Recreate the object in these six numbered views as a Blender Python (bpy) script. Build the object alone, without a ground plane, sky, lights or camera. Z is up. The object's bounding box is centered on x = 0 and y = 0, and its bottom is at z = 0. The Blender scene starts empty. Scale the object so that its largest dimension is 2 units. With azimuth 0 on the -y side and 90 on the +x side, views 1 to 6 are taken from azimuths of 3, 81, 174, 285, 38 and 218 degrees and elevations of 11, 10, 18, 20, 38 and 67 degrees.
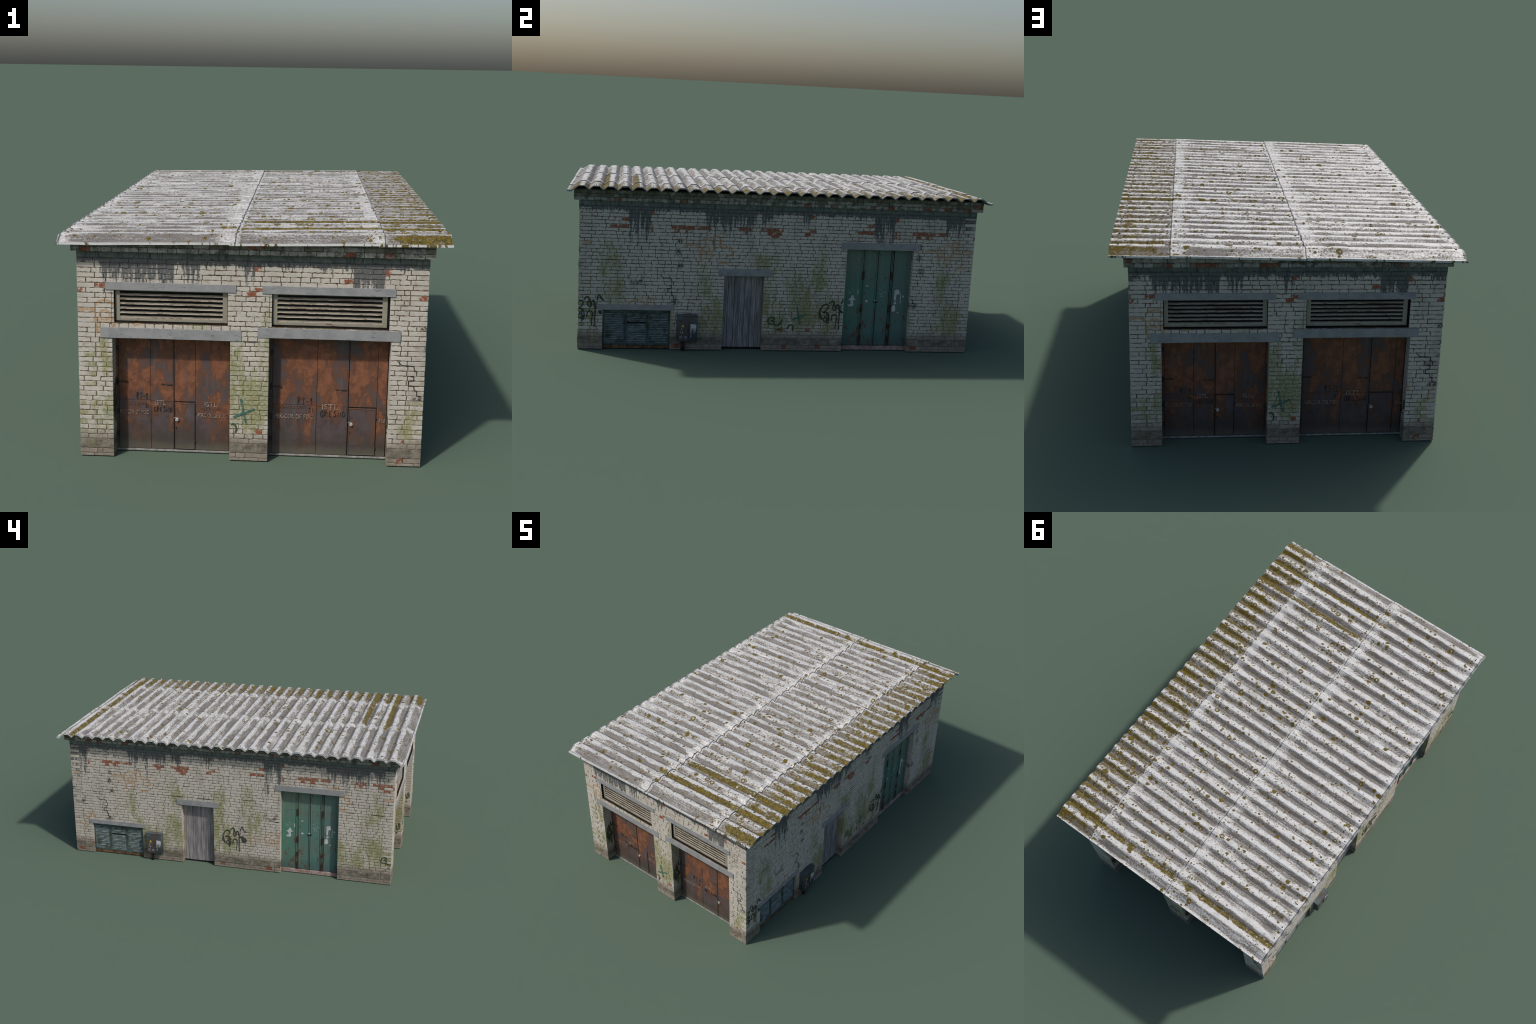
import bpy, math, random
from mathutils import Matrix, Vector, noise as mnoise

# ------------------------------------------------------------------ basics
HX, HY = 0.565, 0.947          # outer faces of the brick walls
COURSE, FIRST = 0.0167, 0.0102  # brick course height, height of the cut bottom course
WALL_TOP = 0.704
PERIOD = 1.163                 # the weathering of the walls repeats after this length
scene = bpy.context.scene
coll = scene.collection


def link(o, parent=None):
    coll.objects.link(o)
    if parent is not None:
        o.parent = parent
    return o


def empty(name, parent=None):
    o = bpy.data.objects.new(name, None)
    return link(o, parent)


class MB:
    """small mesh builder: collects boxes, prisms and strips with material slots"""

    def __init__(self):
        self.v, self.f, self.m = [], [], []

    def add(self, verts, faces, mat=0):
        b = len(self.v)
        self.v += [tuple(p) for p in verts]
        self.f += [[b + i for i in f] for f in faces]
        self.m += [mat] * len(faces)

    def box(self, x0, x1, y0, y1, z0, z1, mat=0):
        self.add([(x0, y0, z0), (x1, y0, z0), (x1, y1, z0), (x0, y1, z0), (x0, y0, z1), (x1, y0, z1), (x1, y1, z1), (x0, y1, z1)],
                 [(0, 3, 2, 1), (4, 5, 6, 7), (0, 1, 5, 4), (1, 2, 6, 5), (2, 3, 7, 6), (3, 0, 4, 7)], mat)

    def bbox(self, x0, x1, y0, y1, z0, z1, b=0.0012, mat=0):
        """box whose front (low y) edges are chamfered"""
        self.prism([(x0, z0), (x1, z0), (x1, z1), (x0, z1)], y0, y1, b, mat)

    def prism(self, outline, y0, y1, b=0.0, mat=0):
        """outline in x,z (counter clockwise seen from the front, i.e. from -y), from y0 (front) to y1"""
        n = len(outline)
        if b > 0:
            cx = sum(p[0] for p in outline) / n
            cz = sum(p[1] for p in outline) / n
            hx = max(abs(p[0] - cx) for p in outline) or 1
            hz = max(abs(p[1] - cz) for p in outline) or 1
            kx, kz = max(0.2, 1 - b / hx), max(0.2, 1 - b / hz)
            inner = [(cx + (p[0] - cx) * kx, cz + (p[1] - cz) * kz) for p in outline]
            vs = [(x, y0, z) for x, z in inner] + [(x, y0 + b * 0.8, z) for x, z in outline] + [(x, y1, z) for x, z in outline]
            fs = [list(range(n))]
            for r in (0, n):
                fs += [(r + i, r + n + i, r + n + (i + 1) % n, r + (i + 1) % n) for i in range(n)]
            fs.append([2 * n + i for i in range(n)][::-1])
        else:
            vs = [(x, y0, z) for x, z in outline] + [(x, y1, z) for x, z in outline]
            fs = [list(range(n))] + [(i, n + i, n + (i + 1) % n, (i + 1) % n) for i in range(n)] + [[n + i for i in range(n)][::-1]]
        self.add(vs, fs, mat)

    def tube(self, pts, r, seg=8, mat=0):
        rings = []
        for i, p in enumerate(pts):
            p = Vector(p)
            d = (Vector(pts[min(i + 1, len(pts) - 1)]) - Vector(pts[max(i - 1, 0)])).normalized()
            a = d.cross(Vector((0.31, 0.2, 0.93)))
            if a.length < 1e-3:
                a = d.cross(Vector((1, 0, 0)))
            a.normalize()
            c = d.cross(a)
            rings.append([p + a * (r * math.cos(q * math.tau / seg)) + c * (r * math.sin(q * math.tau / seg)) for q in range(seg)])
        vs = [q for ring in rings for q in ring]
        fs = []
        for i in range(len(pts) - 1):
            for q in range(seg):
                fs.append((i * seg + q, i * seg + (q + 1) % seg, (i + 1) * seg + (q + 1) % seg, (i + 1) * seg + q))
        fs.append(list(range(seg))[::-1])
        fs.append([(len(pts) - 1) * seg + q for q in range(seg)])
        self.add(vs, fs, mat)

    def ribbon(self, pts, w, y, mat=0, thick=0.0005, rnd=None):
        """flat paint stroke in the x,z plane, front at y"""
        n = len(pts)
        L, R = [], []
        for i in range(n):
            p0, p1 = pts[max(i - 1, 0)], pts[min(i + 1, n - 1)]
            dx, dz = p1[0] - p0[0], p1[1] - p0[1]
            l = math.hypot(dx, dz) or 1e-6
            ww = w * (0.55 if i in (0, n - 1) else 1.0) * (1 + (rnd.uniform(-0.25, 0.25) if rnd else 0)) / 2
            L.append((pts[i][0] - dz / l * ww, pts[i][1] + dx / l * ww))
            R.append((pts[i][0] + dz / l * ww, pts[i][1] - dx / l * ww))
        vs = []
        for yy in (y, y + thick):
            vs += [(p[0], yy - 5e-6 * i, p[1]) for i, p in enumerate(L)] + [(p[0], yy - 5e-6 * i, p[1]) for i, p in enumerate(R)]
        fs = []
        for i in range(n - 1):
            fs.append((i, n + i, n + i + 1, i + 1))
            fs.append((2 * n + i, 2 * n + i + 1, 3 * n + i + 1, 3 * n + i))
            fs.append((i, i + 1, 2 * n + i + 1, 2 * n + i))
            fs.append((n + i, 3 * n + i, 3 * n + i + 1, n + i + 1))
        fs.append((0, 2 * n, 3 * n, n))
        fs.append((n - 1, 2 * n - 1, 4 * n - 1, 3 * n - 1))
        self.add(vs, fs, mat)

    def mesh(self, name, mats, smooth=False):
        me = bpy.data.meshes.new(name)
        me.from_pydata(self.v, [], self.f)
        for m in mats:
            me.materials.append(m)
        me.polygons.foreach_set("material_index", self.m)
        if smooth:
            me.polygons.foreach_set("use_smooth", [True] * len(me.polygons))
        me.update()
        return me

    def obj(self, name, mats, parent, smooth=False):
        return link(bpy.data.objects.new(name, self.mesh(name, mats, smooth)), parent)


def smoothed(pts, n=6):
    """Catmull-Rom curve through a few control points"""
    out = []
    for i in range(len(pts) - 1):
        p0, p1, p2, p3 = pts[max(i - 1, 0)], pts[i], pts[i + 1], pts[min(i + 2, len(pts) - 1)]
        for k in range(n):
            t = k / n
            out.append(tuple(0.5 * (2 * p1[j] + (p2[j] - p0[j]) * t + (2 * p0[j] - 5 * p1[j] + 4 * p2[j] - p3[j]) * t * t + (3 * p1[j] - p0[j] - 3 * p2[j] + p3[j]) * t ** 3) for j in (0, 1)))
    out.append(tuple(pts[-1]))
    return out


# ------------------------------------------------------------------ node helper
class NT:
    def __init__(self, name):
        self.mat = bpy.data.materials.new(name)
        self.mat.use_nodes = True
        self.t = self.mat.node_tree
        self.t.nodes.clear()
        self.out = self.t.nodes.new("ShaderNodeOutputMaterial")
        self.bsdf = self.t.nodes.new("ShaderNodeBsdfPrincipled")
        self.t.links.new(self.bsdf.outputs[0], self.out.inputs[0])
        tc = self.t.nodes.new("ShaderNodeTexCoord")
        self.P = tc.outputs["Object"]
        sp = self.t.nodes.new("ShaderNodeSeparateXYZ")
        self.t.links.new(self.P, sp.inputs[0])
        self.x, self.y, self.z = sp.outputs

    def put(self, socket, v):
        if isinstance(v, bpy.types.NodeSocket):
            self.t.links.new(v, socket)
        else:
            if socket.type == "RGBA" and len(v) == 3:
                v = (*v, 1)
            socket.default_value = v

    def m(self, op, a, b=0.0, c=0.0, clamp=False):
        n = self.t.nodes.new("ShaderNodeMath")
        n.operation, n.use_clamp = op, clamp
        self.put(n.inputs[0], a)
        self.put(n.inputs[1], b)
        self.put(n.inputs[2], c)
        return n.outputs[0]

    def add(self, a, b): return self.m("ADD", a, b)
    def sub(self, a, b): return self.m("SUBTRACT", a, b)
    def mul(self, a, b): return self.m("MULTIPLY", a, b)
    def mx(self, a, b): return self.m("MAXIMUM", a, b)
    def mn(self, a, b): return self.m("MINIMUM", a, b)
    def inv(self, a): return self.m("SUBTRACT", 1.0, a, clamp=True)

    def vec(self, x=0.0, y=0.0, z=0.0):
        n = self.t.nodes.new("ShaderNodeCombineXYZ")
        for s, v in zip(n.inputs, (x, y, z)):
            self.put(s, v)
        return n.outputs[0]

    def scaled(self, sx, sy, sz, ox=0.0):
        n = self.t.nodes.new("ShaderNodeMapping")
        self.t.links.new(self.P, n.inputs[0])
        n.inputs["Scale"].default_value = (sx, sy, sz)
        n.inputs["Location"].default_value = (ox, ox * 0.7, ox * 1.3)
        return n.outputs[0]

    def noise(self, v=None, scale=5.0, detail=4.0, rough=0.6, dist=0.0):
        n = self.t.nodes.new("ShaderNodeTexNoise")
        self.t.links.new(v or self.P, n.inputs["Vector"])
        n.inputs["Scale"].default_value, n.inputs["Detail"].default_value = scale, detail
        n.inputs["Roughness"].default_value, n.inputs["Distortion"].default_value = rough, dist
        return n.outputs[0]

    def vor(self, v=None, scale=5.0, feature="F1", rnd=1.0):
        n = self.t.nodes.new("ShaderNodeTexVoronoi")
        n.feature = feature
        self.t.links.new(v or self.P, n.inputs["Vector"])
        n.inputs["Scale"].default_value = scale
        n.inputs["Randomness"].default_value = rnd
        return n.outputs["Distance"], n.outputs["Color"] if feature != "DISTANCE_TO_EDGE" else None

    def ss(self, v, lo, hi, a=0.0, b=1.0):
        n = self.t.nodes.new("ShaderNodeMapRange")
        n.interpolation_type = "SMOOTHSTEP"
        self.put(n.inputs[0], v)
        for i, q in enumerate((lo, hi, a, b)):
            self.put(n.inputs[i + 1], q)
        return n.outputs[0]

    def ramp(self, f, stops):
        n = self.t.nodes.new("ShaderNodeValToRGB")
        self.put(n.inputs[0], f)
        e = n.color_ramp.elements
        while len(e) < len(stops):
            e.new(0.5)
        for k, (p, c) in zip(e, stops):
            k.position, k.color = p, (*c, 1)
        return n.outputs[0]

    def mix(self, f, a, b, mode="MIX"):
        n = self.t.nodes.new("ShaderNodeMix")
        n.data_type, n.blend_type = "RGBA", mode
        self.put(n.inputs[0], f)
        self.put(n.inputs[6], a)
        self.put(n.inputs[7], b)
        return n.outputs[2]

    def call(self, key, *args):
        """use one of the shared mask groups"""
        n = self.t.nodes.new("ShaderNodeGroup")
        n.node_tree = PRIMS[key]
        for k, v in zip(n.inputs, args):
            self.put(k, v)
        return n.outputs[0]

    def range(self, v, a, b, soft):
        """1 between a and b"""
        return self.call("range", v, a, b, soft)

    def ell(self, u, w, cu, cw, ru, rw):
        """1 in the middle of an ellipse, 0 at its rim"""
        return self.call("ell", u, w, cu, cw, ru, rw)

    def ring(self, u, w, cu, cw, r, wd):
        return self.call("ring", u, w, cu, cw, r, wd)

    def seg(self, u, w, p, q, wd):
        return self.call("seg", u, w, p[0], p[1], q[0], q[1], wd)

    def bump(self, h, strength=0.3, dist=0.001):
        n = self.t.nodes.new("ShaderNodeBump")
        n.inputs["Strength"].default_value, n.inputs["Distance"].default_value = strength, dist
        self.put(n.inputs["Height"], h)
        self.t.links.new(n.outputs[0], self.bsdf.inputs["Normal"])

    def done(self, col, rough=0.85, metal=0.0, spec=0.3):
        self.put(self.bsdf.inputs["Base Color"], col)
        self.put(self.bsdf.inputs["Roughness"], rough)
        self.put(self.bsdf.inputs["Metallic"], metal)
        if spec is not None:
            self.bsdf.inputs["Specular IOR Level"].default_value = spec
        return self.mat


class Prim(NT):
    def __init__(self, name, names):
        self.t = bpy.data.node_groups.new(name, "ShaderNodeTree")
        for k in names:
            self.t.interface.new_socket(k, in_out="INPUT", socket_type="NodeSocketFloat")
        self.t.interface.new_socket("mask", in_out="OUTPUT", socket_type="NodeSocketFloat")
        self.ins = self.t.nodes.new("NodeGroupInput").outputs[:len(names)]
        self.res = self.t.nodes.new("NodeGroupOutput")

    def end(self, v):
        self.t.links.new(v, self.res.inputs[0])
        return self.t


def make_prims():
    out = {}
    g = Prim("mask_range", ("v", "a", "b", "soft"))
    v, a, b, sf = g.ins
    out["range"] = g.end(g.mul(g.ss(v, g.sub(a, sf), g.add(a, sf)), g.ss(v, g.sub(b, sf), g.add(b, sf), 1.0, 0.0)))
    g = Prim("mask_ellipse", ("u", "w", "cu", "cw", "ru", "rw"))
    u, w, cu, cw, ru, rw = g.ins
    a, b = g.m("DIVIDE", g.sub(u, cu), ru), g.m("DIVIDE", g.sub(w, cw), rw)
    out["ell"] = g.end(g.m("SUBTRACT", 1.0, g.m("SQRT", g.add(g.mul(a, a), g.mul(b, b))), clamp=True))
    g = Prim("mask_ring", ("u", "w", "cu", "cw", "r", "wd"))
    u, w, cu, cw, r, wd = g.ins
    a, b = g.sub(u, cu), g.sub(w, cw)
    out["ring"] = g.end(g.ss(g.m("ABSOLUTE", g.sub(g.m("SQRT", g.add(g.mul(a, a), g.mul(b, b))), r)), 0.0, wd, 1.0, 0.0))
    g = Prim("mask_segment", ("u", "w", "pu", "pw", "qu", "qw", "wd"))
    u, w, pu, pw, qu, qw, wd = g.ins
    dx, dz, eu, ew = g.sub(qu, pu), g.sub(qw, pw), g.sub(u, pu), g.sub(w, pw)
    l2 = g.add(g.mul(dx, dx), g.mul(dz, dz))
    h = g.m("DIVIDE", g.add(g.mul(eu, dx), g.mul(ew, dz)), l2, clamp=True)
    a, b = g.sub(eu, g.mul(h, dx)), g.sub(ew, g.mul(h, dz))
    out["seg"] = g.end(g.ss(g.m("SQRT", g.add(g.mul(a, a), g.mul(b, b))), 0.0, wd, 1.0, 0.0))
    return out


PRIMS = make_prims()

# ------------------------------------------------------------------ wall weathering
PAINT, PAINT_D = (0.525, 0.485, 0.428), (0.35, 0.315, 0.268)
RED, RED_D = (0.235, 0.074, 0.040), (0.14, 0.048, 0.030)
TAR = (0.072, 0.078, 0.081)

# exposed red brick along the texture length t (0 = left edge of the double drip), with heights
ROW34 = (0.5780, 0.5947)
RED_BOXES = [(-0.088, -0.002, 0.5785, 0.5940), (-0.035, 0.0, 0.6115, 0.6265), (0.188, 0.302, 0.5785, 0.5940), (0.205, 0.232, 0.562, 0.578), (0.255, 0.285, 0.562, 0.578),
             (0.315, 0.375, 0.580, 0.594), (0.505, 0.572, 0.5785, 0.5945), (0.525, 0.550, 0.565, 0.578), (0.607, 0.720, 0.5785, 0.5945), (0.640, 0.712, 0.562, 0.578), (0.66, 0.70, 0.548, 0.562),
             (0.820, 0.852, 0.562, 0.578), (0.845, 0.875, 0.578, 0.592), (0.836, 0.868, 0.645, 0.662), (0.098, 0.108, 0.560, 0.594), (0.095, 0.112, 0.640, 0.662),
             (0.715, 0.745, 0.095, 0.111), (0.850, 0.874, 0.095, 0.111), (0.735, 0.760, 0.0102, 0.027), (0.900, 0.925, 0.0102, 0.027), (0.005, 0.045, 0.0102, 0.044),
             (0.215, 0.248, 0.0102, 0.044), (0.168, 0.200, 0.080, 0.095), (0.155, 0.190, 0.0102, 0.027)]
# moss clouds: centre t, z, radii, strength
MOSS = [(0.41, 0.15, 0.13, 0.14, 1.0), (0.53, 0.14, 0.10, 0.11, 0.9), (0.63, 0.20, 0.11, 0.15, 0.95), (0.70, 0.14, 0.10, 0.14, 0.95), (0.84, 0.20, 0.13, 0.16, 1.15), (0.95, 0.17, 0.11, 0.16, 0.95), (-0.06, 0.27, 0.08, 0.14, 0.8), (0.185, 0.13, 0.05, 0.10, 0.75),
        (0.63, 0.40, 0.10, 0.14, 0.70), (0.90, 0.36, 0.07, 0.22, 0.75), (-0.10, 0.42, 0.09, 0.14, 0.70), (0.78, 0.33, 0.07, 0.12, 0.72), (0.36, 0.33, 0.06, 0.16, 0.68)]


def wall_material(name, s0, kind):
    n = NT(name)
    z = n.z
    s = n.add(n.x, n.y)            # the pattern runs on round the reveals
    t = n.m("WRAP", n.sub(s, s0), 1.023, -0.140)
    fine = n.noise(scale=240, detail=5, rough=0.7)
    mid = n.noise(scale=38, detail=5, rough=0.65)
    big = n.noise(scale=7, detail=4, rough=0.6)
    edge = n.noise(scale=95, detail=4, rough=0.7)
    je = n.mul(n.sub(edge, 0.5), 0.030)
    tj, zj = n.add(t, je), n.add(z, n.mul(n.sub(mid, 0.5), 0.020))
    # paint with warm dirt
    col = n.mix(n.ss(big, 0.35, 0.70), PAINT, (0.50, 0.47, 0.42))
    col = n.mix(n.ss(n.noise(scale=90, detail=6, rough=0.75), 0.55, 0.80, 0.0, 0.55), col, PAINT_D)
    col = n.mix(n.ss(n.noise(n.scaled(60, 20, 14, 3.1), 2.2, 5, 0.7), 0.56, 0.72, 0.0, 0.45), col, (0.36, 0.28, 0.20))
    col = n.mix(n.ss(fine, 0.62, 0.75, 0.0, 0.6), col, (0.20, 0.16, 0.12))
    gr = n.noise(n.scaled(1, 1, 0.45, 11.0), 9, 7, 0.72)
    col = n.mix(n.ss(gr, 0.42, 0.70, 0.0, 0.60), col, (0.30, 0.268, 0.225))
    col = n.mix(n.ss(n.noise(n.scaled(0.5, 1, 1.6, 21.0), 48, 6, 0.75), 0.56, 0.68, 0.0, 0.65), col, (0.25, 0.205, 0.16))
    if kind == "mortar":
        dark = n.mix(mid, (0.050, 0.036, 0.026), (0.19, 0.125, 0.08))  # joint colour darkened for the shade beneath brick edges
        col = n.mix(n.ss(n.noise(scale=26, detail=5, rough=0.75), 0.46, 0.74, 1.0, 0.50), col, dark)
    else:
        # flaked patches along the arrises let the brown joint mortar show
        fk = n.ss(n.noise(n.scaled(0.55, 1, 1.5, 6.0), 100, 6, 0.8), 0.575, 0.63)
        col = n.mix(n.mul(fk, n.ss(mid, 0.40, 0.60, 0.2, 0.85)), col, n.mix(fine, (0.10, 0.075, 0.055), (0.30, 0.20, 0.13)))
    # exposed red brick
    red = None
    for a, b, c, d in RED_BOXES:
        w = n.mul(n.range(tj, a, b, 0.0035), n.range(zj, c, d, 0.0030))
        red = w if red is None else n.mx(red, w)
    red = n.mul(n.mul(red, n.ss(n.noise(scale=55, detail=6, rough=0.75), 0.40, 0.47)), n.ss(n.y, 0.004, 0.012, 1.0, 0.0))
    redc = n.mix(mid, RED, (0.29, 0.110, 0.060))
    redc = n.mix(n.ss(fine, 0.5, 0.7, 0.0, 0.6), redc, RED_D)
    if kind == "mortar":
        redc = n.mix(0.5, redc, (0.30, 0.22, 0.17))
    col = n.mix(red, col, redc)
    # a few single flaked spots anywhere
    fl = n.ss(n.noise(scale=17, detail=6, rough=0.72), 0.70, 0.73)
    col = n.mix(n.mul(fl, 0.75), col, n.mix(edge, RED, (0.33, 0.22, 0.15)))
    # orange spray rings and letters
    uj, wj = n.add(t, n.mul(n.sub(mid, 0.5), 0.012)), n.add(z, n.mul(n.sub(edge, 0.5), 0.012))
    above = n.ss(wj, 0.478, 0.492)
    parts = [n.ring(uj, wj, 0.357, 0.487, 0.016, 0.008), n.mul(n.ring(uj, wj, 0.357, 0.500, 0.037, 0.0085), n.ss(wj, 0.455, 0.475))]
    for p, q in (((0.320, 0.50), (0.335, 0.430)), ((0.392, 0.55), (0.396, 0.485)), ((0.394, 0.552), (0.418, 0.548)), ((0.418, 0.548), (0.428, 0.496)), ((0.428, 0.496), (0.470, 0.496)), ((0.470, 0.50), (0.481, 0.470)), ((0.481, 0.466), (0.455, 0.457)),
                 ((0.255, 0.503), (0.322, 0.507)), ((0.39, 0.46), (0.372, 0.432))):
        parts.append(n.seg(uj, wj, p, q, 0.0095))
    parts += [n.ring(uj, wj, 0.042, 0.187, 0.017, 0.008), n.mul(n.ring(uj, wj, 0.042, 0.197, 0.042, 0.0065), n.ss(wj, 0.15, 0.18)),
              n.seg(uj, wj, (0.086, 0.22), (0.092, 0.250), 0.008), n.seg(uj, wj, (0.092, 0.252), (0.114, 0.247), 0.008), n.seg(uj, wj, (0.114, 0.25), (0.126, 0.212), 0.008), n.seg(uj, wj, (-0.085, 0.205), (-0.03, 0.192), 0.007), n.seg(uj, wj, (-0.085, 0.215), (-0.082, 0.16), 0.009)]
    org = parts[0]
    for p in parts[1:]:
        org = n.mx(org, p)
    halo = n.mx(n.ell(t, z, 0.39, 0.49, 0.15, 0.09), n.ell(t, z, 0.05, 0.19, 0.11, 0.09))
    obrick = n.mul(n.range(tj, 0.42, 0.468, 0.004), n.range(z, 0.417, 0.432, 0.002))
    org = n.mx(n.mul(org, n.ss(edge, 0.30, 0.55, 0.25, 0.95)), n.mx(n.mul(n.ss(halo, 0.0, 0.9, 0.0, 0.40), n.ss(mid, 0.48, 0.70)), n.mul(obrick, 0.7)))
    col = n.mix(n.mul(org, 0.92), col, (0.385, 0.225, 0.108))
    # brown soot and pits: ring beside the crack and a vertical row of spalled bricks
    pit = n.mx(n.mul(n.ring(uj, wj, 0.034, 0.352, 0.033, 0.016), n.ss(z, 0.375, 0.345, 0.12, 0.5)), n.mx(n.ell(t, z, 0.233, 0.522, 0.020, 0.020), n.mx(n.ell(t, z, 0.228, 0.470, 0.02, 0.025), n.mx(n.ell(t, z, 0.240, 0.405, 0.022, 0.022), n.ell(t, z, 0.215, 0.230, 0.03, 0.02)))))
    pit = n.mul(pit, n.ss(edge, 0.42, 0.52))
    col = n.mix(n.m("MULTIPLY", pit, 1.5, clamp=True), col, (0.09, 0.075, 0.06))
    # moss
    f = None
    for a, b, ra, rb, k in MOSS:
        e = n.mul(n.ell(t, z, a, b, ra, rb), k)
        f = e if f is None else n.mx(f, e)
    mn = n.noise(n.scaled(1.0, 1.0, 0.45, 1.7), 26, 8, 0.78)
    mv = n.noise(n.scaled(1.0, 1.0, 0.12, 4.7), 60, 5, 0.7)
    ms = n.ss(n.add(n.add(n.mul(n.m("POWER", f, 0.65), 0.55), n.mul(n.ss(mn, 0.25, 0.75), 0.55)), n.mul(mv, 0.35)), 0.61, 0.95)
    mcol = n.mix(n.noise(scale=34, detail=5, rough=0.7), (0.150, 0.158, 0.040), (0.290, 0.285, 0.125))
    mcol = n.mix(n.ss(n.noise(scale=12, detail=3), 0.55, 0.7, 0.0, 0.6), mcol, (0.22, 0.26, 0.17))
    ms = n.mul(ms, n.ss(n.noise(scale=110, detail=6, rough=0.8), 0.34, 0.58, 0.25, 0.95))
    col = n.mix(ms, col, mcol)
    # tar line and drips from the band below the cornice
    L = n.add(0.007, n.mul(n.noise(n.vec(n.mul(s, 30.0), 2.0, 0.0), 1.0, 2), 0.022))
    for a, b, ln in ((-0.004, 0.046, 0.190), (0.050, 0.097, 0.150), (0.071, 0.092, 0.245), (0.350, 0.585, 0.105), (0.385, 0.402, 0.16), (0.457, 0.475, 0.165), (0.53, 0.548, 0.09), (0.612, 0.668, 0.095), (-0.080, -0.072, 0.06), (0.812, 0.830, 0.075), (0.834, 0.846, 0.10)):
        L = n.mx(L, n.mul(n.range(n.add(t, n.mul(je, 0.5)), a, b, 0.005), ln))
    L = n.mul(L, n.ss(n.noise(n.vec(n.mul(s, 24.0), 7.0, 0.0), 1.0, 3), 0.30, 0.70, 0.62, 1.35))
    st = n.noise(n.vec(n.mul(s, 120.0), 0.0, n.mul(z, 11.0)), 1.0, 3, 0.6)
    sp = n.noise(scale=120, detail=6, rough=0.8)
    L = n.mx(n.mul(L, n.ss(n.y, 0.004, 0.010, 1.0, 0.30)), 0.006)
    u = n.m("DIVIDE", n.sub(0.672, z), L)
    tar = n.ss(n.sub(n.add(n.mul(n.ss(st, 0.28, 0.72), 0.80), n.mul(n.ss(sp, 0.34, 0.66), 0.48)), n.add(0.03, n.mul(u, 0.86))), -0.08, 0.24, 0.0, 0.90)
    tarc = n.mix(n.ss(fine, 0.45, 0.66, 0.0, 0.7), TAR, (0.15, 0.162, 0.162))
    col = n.mix(tar, col, tarc)
    # dirty foot of the wall: grey splash zone
    zz = n.add(z, n.mul(n.sub(mid, 0.5), 0.035))
    foot = n.ss(n.add(zz, n.mul(n.sub(big, 0.5), 0.05)), 0.062, 0.108, 1.0, 0.0)
    col = n.mix(n.mul(foot, n.ss(n.noise(scale=20, detail=5, rough=0.7), 0.25, 0.6, 0.55, 0.95)), col, n.mix(red, n.mix(mid, (0.105, 0.082, 0.060), (0.315, 0.270, 0.215)), (0.20, 0.07, 0.04)))
    if kind == "plaster":
        pass
    n.bump(n.add(n.mul(fine, 0.5), edge), 0.35, 0.0012)
    return n.done(col, 0.9, 0, 0.2)


def band_material(name, top):
    n = NT(name)
    fine = n.noise(scale=200, detail=6, rough=0.75)
    mid = n.noise(scale=30, detail=5, rough=0.7)
    if top:
        col = n.mix(n.ss(mid, 0.35, 0.65), (0.105, 0.125, 0.115), (0.165, 0.185, 0.165))
        col = n.mix(n.ss(n.noise(n.scaled(60, 60, 8), 1.4, 4), 0.52, 0.66, 0, 0.85), col, (0.060, 0.066, 0.066))
        col = n.mix(n.ss(n.noise(n.scaled(14, 14, 14, 5), 1.0, 2), 0.60, 0.66, 0, 0.5), col, (0.25, 0.29, 0.26))
        dark = n.ss(n.add(n.z, n.mul(n.sub(n.noise(scale=60, detail=4), 0.5), 0.012)), 0.676, 0.683, 1.0, 0.0)
        col = n.mix(n.mul(dark, 0.9), col, (0.050, 0.053, 0.054))
    else:
        col = n.mix(n.ss(mid, 0.3, 0.7), (0.095, 0.082, 0.064), (0.27, 0.240, 0.195))
        col = n.mix(n.ss(n.noise(scale=12, detail=6, rough=0.7), 0.58, 0.66, 0, 0.6), col, (0.36, 0.33, 0.28))
        col = n.mix(n.ss(n.noise(n.scaled(8, 8, 30, 2), 1.0, 5), 0.55, 0.7, 0, 0.5), col, (0.15, 0.145, 0.06))
    col = n.mix(n.ss(fine, 0.5, 0.7, 0, 0.7), col, (0.05, 0.048, 0.042))
    n.bump(n.add(fine, mid), 0.5, 0.0015)
    return n.done(col, 0.92, 0, 0.2)


def plain(name, c0, c1, scale=40, dirt=None, dscale=14, dlo=0.55, dhi=0.7, stretch=(1, 1, 1), rough=0.8, bump=0.25, spec=0.3, metal=0.0, speck=None, dirt_f=0.85):
    n = NT(name)
    v = n.scaled(*stretch)
    fine = n.noise(v, scale * 4, 5, 0.7)
    col = n.mix(n.ss(n.noise(v, scale, 5, 0.65), 0.35, 0.65), c0, c1)
    if dirt:
        col = n.mix(n.ss(n.noise(n.scaled(*stretch, 4.3), dscale, 6, 0.7), dlo, dhi, 0, dirt_f), col, dirt)
    if speck:
        col = n.mix(n.ss(fine, 0.58, 0.70, 0, 0.8), col, speck)
    n.bump(fine, bump, 0.001)
    return n.done(col, rough, metal, spec)


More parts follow.
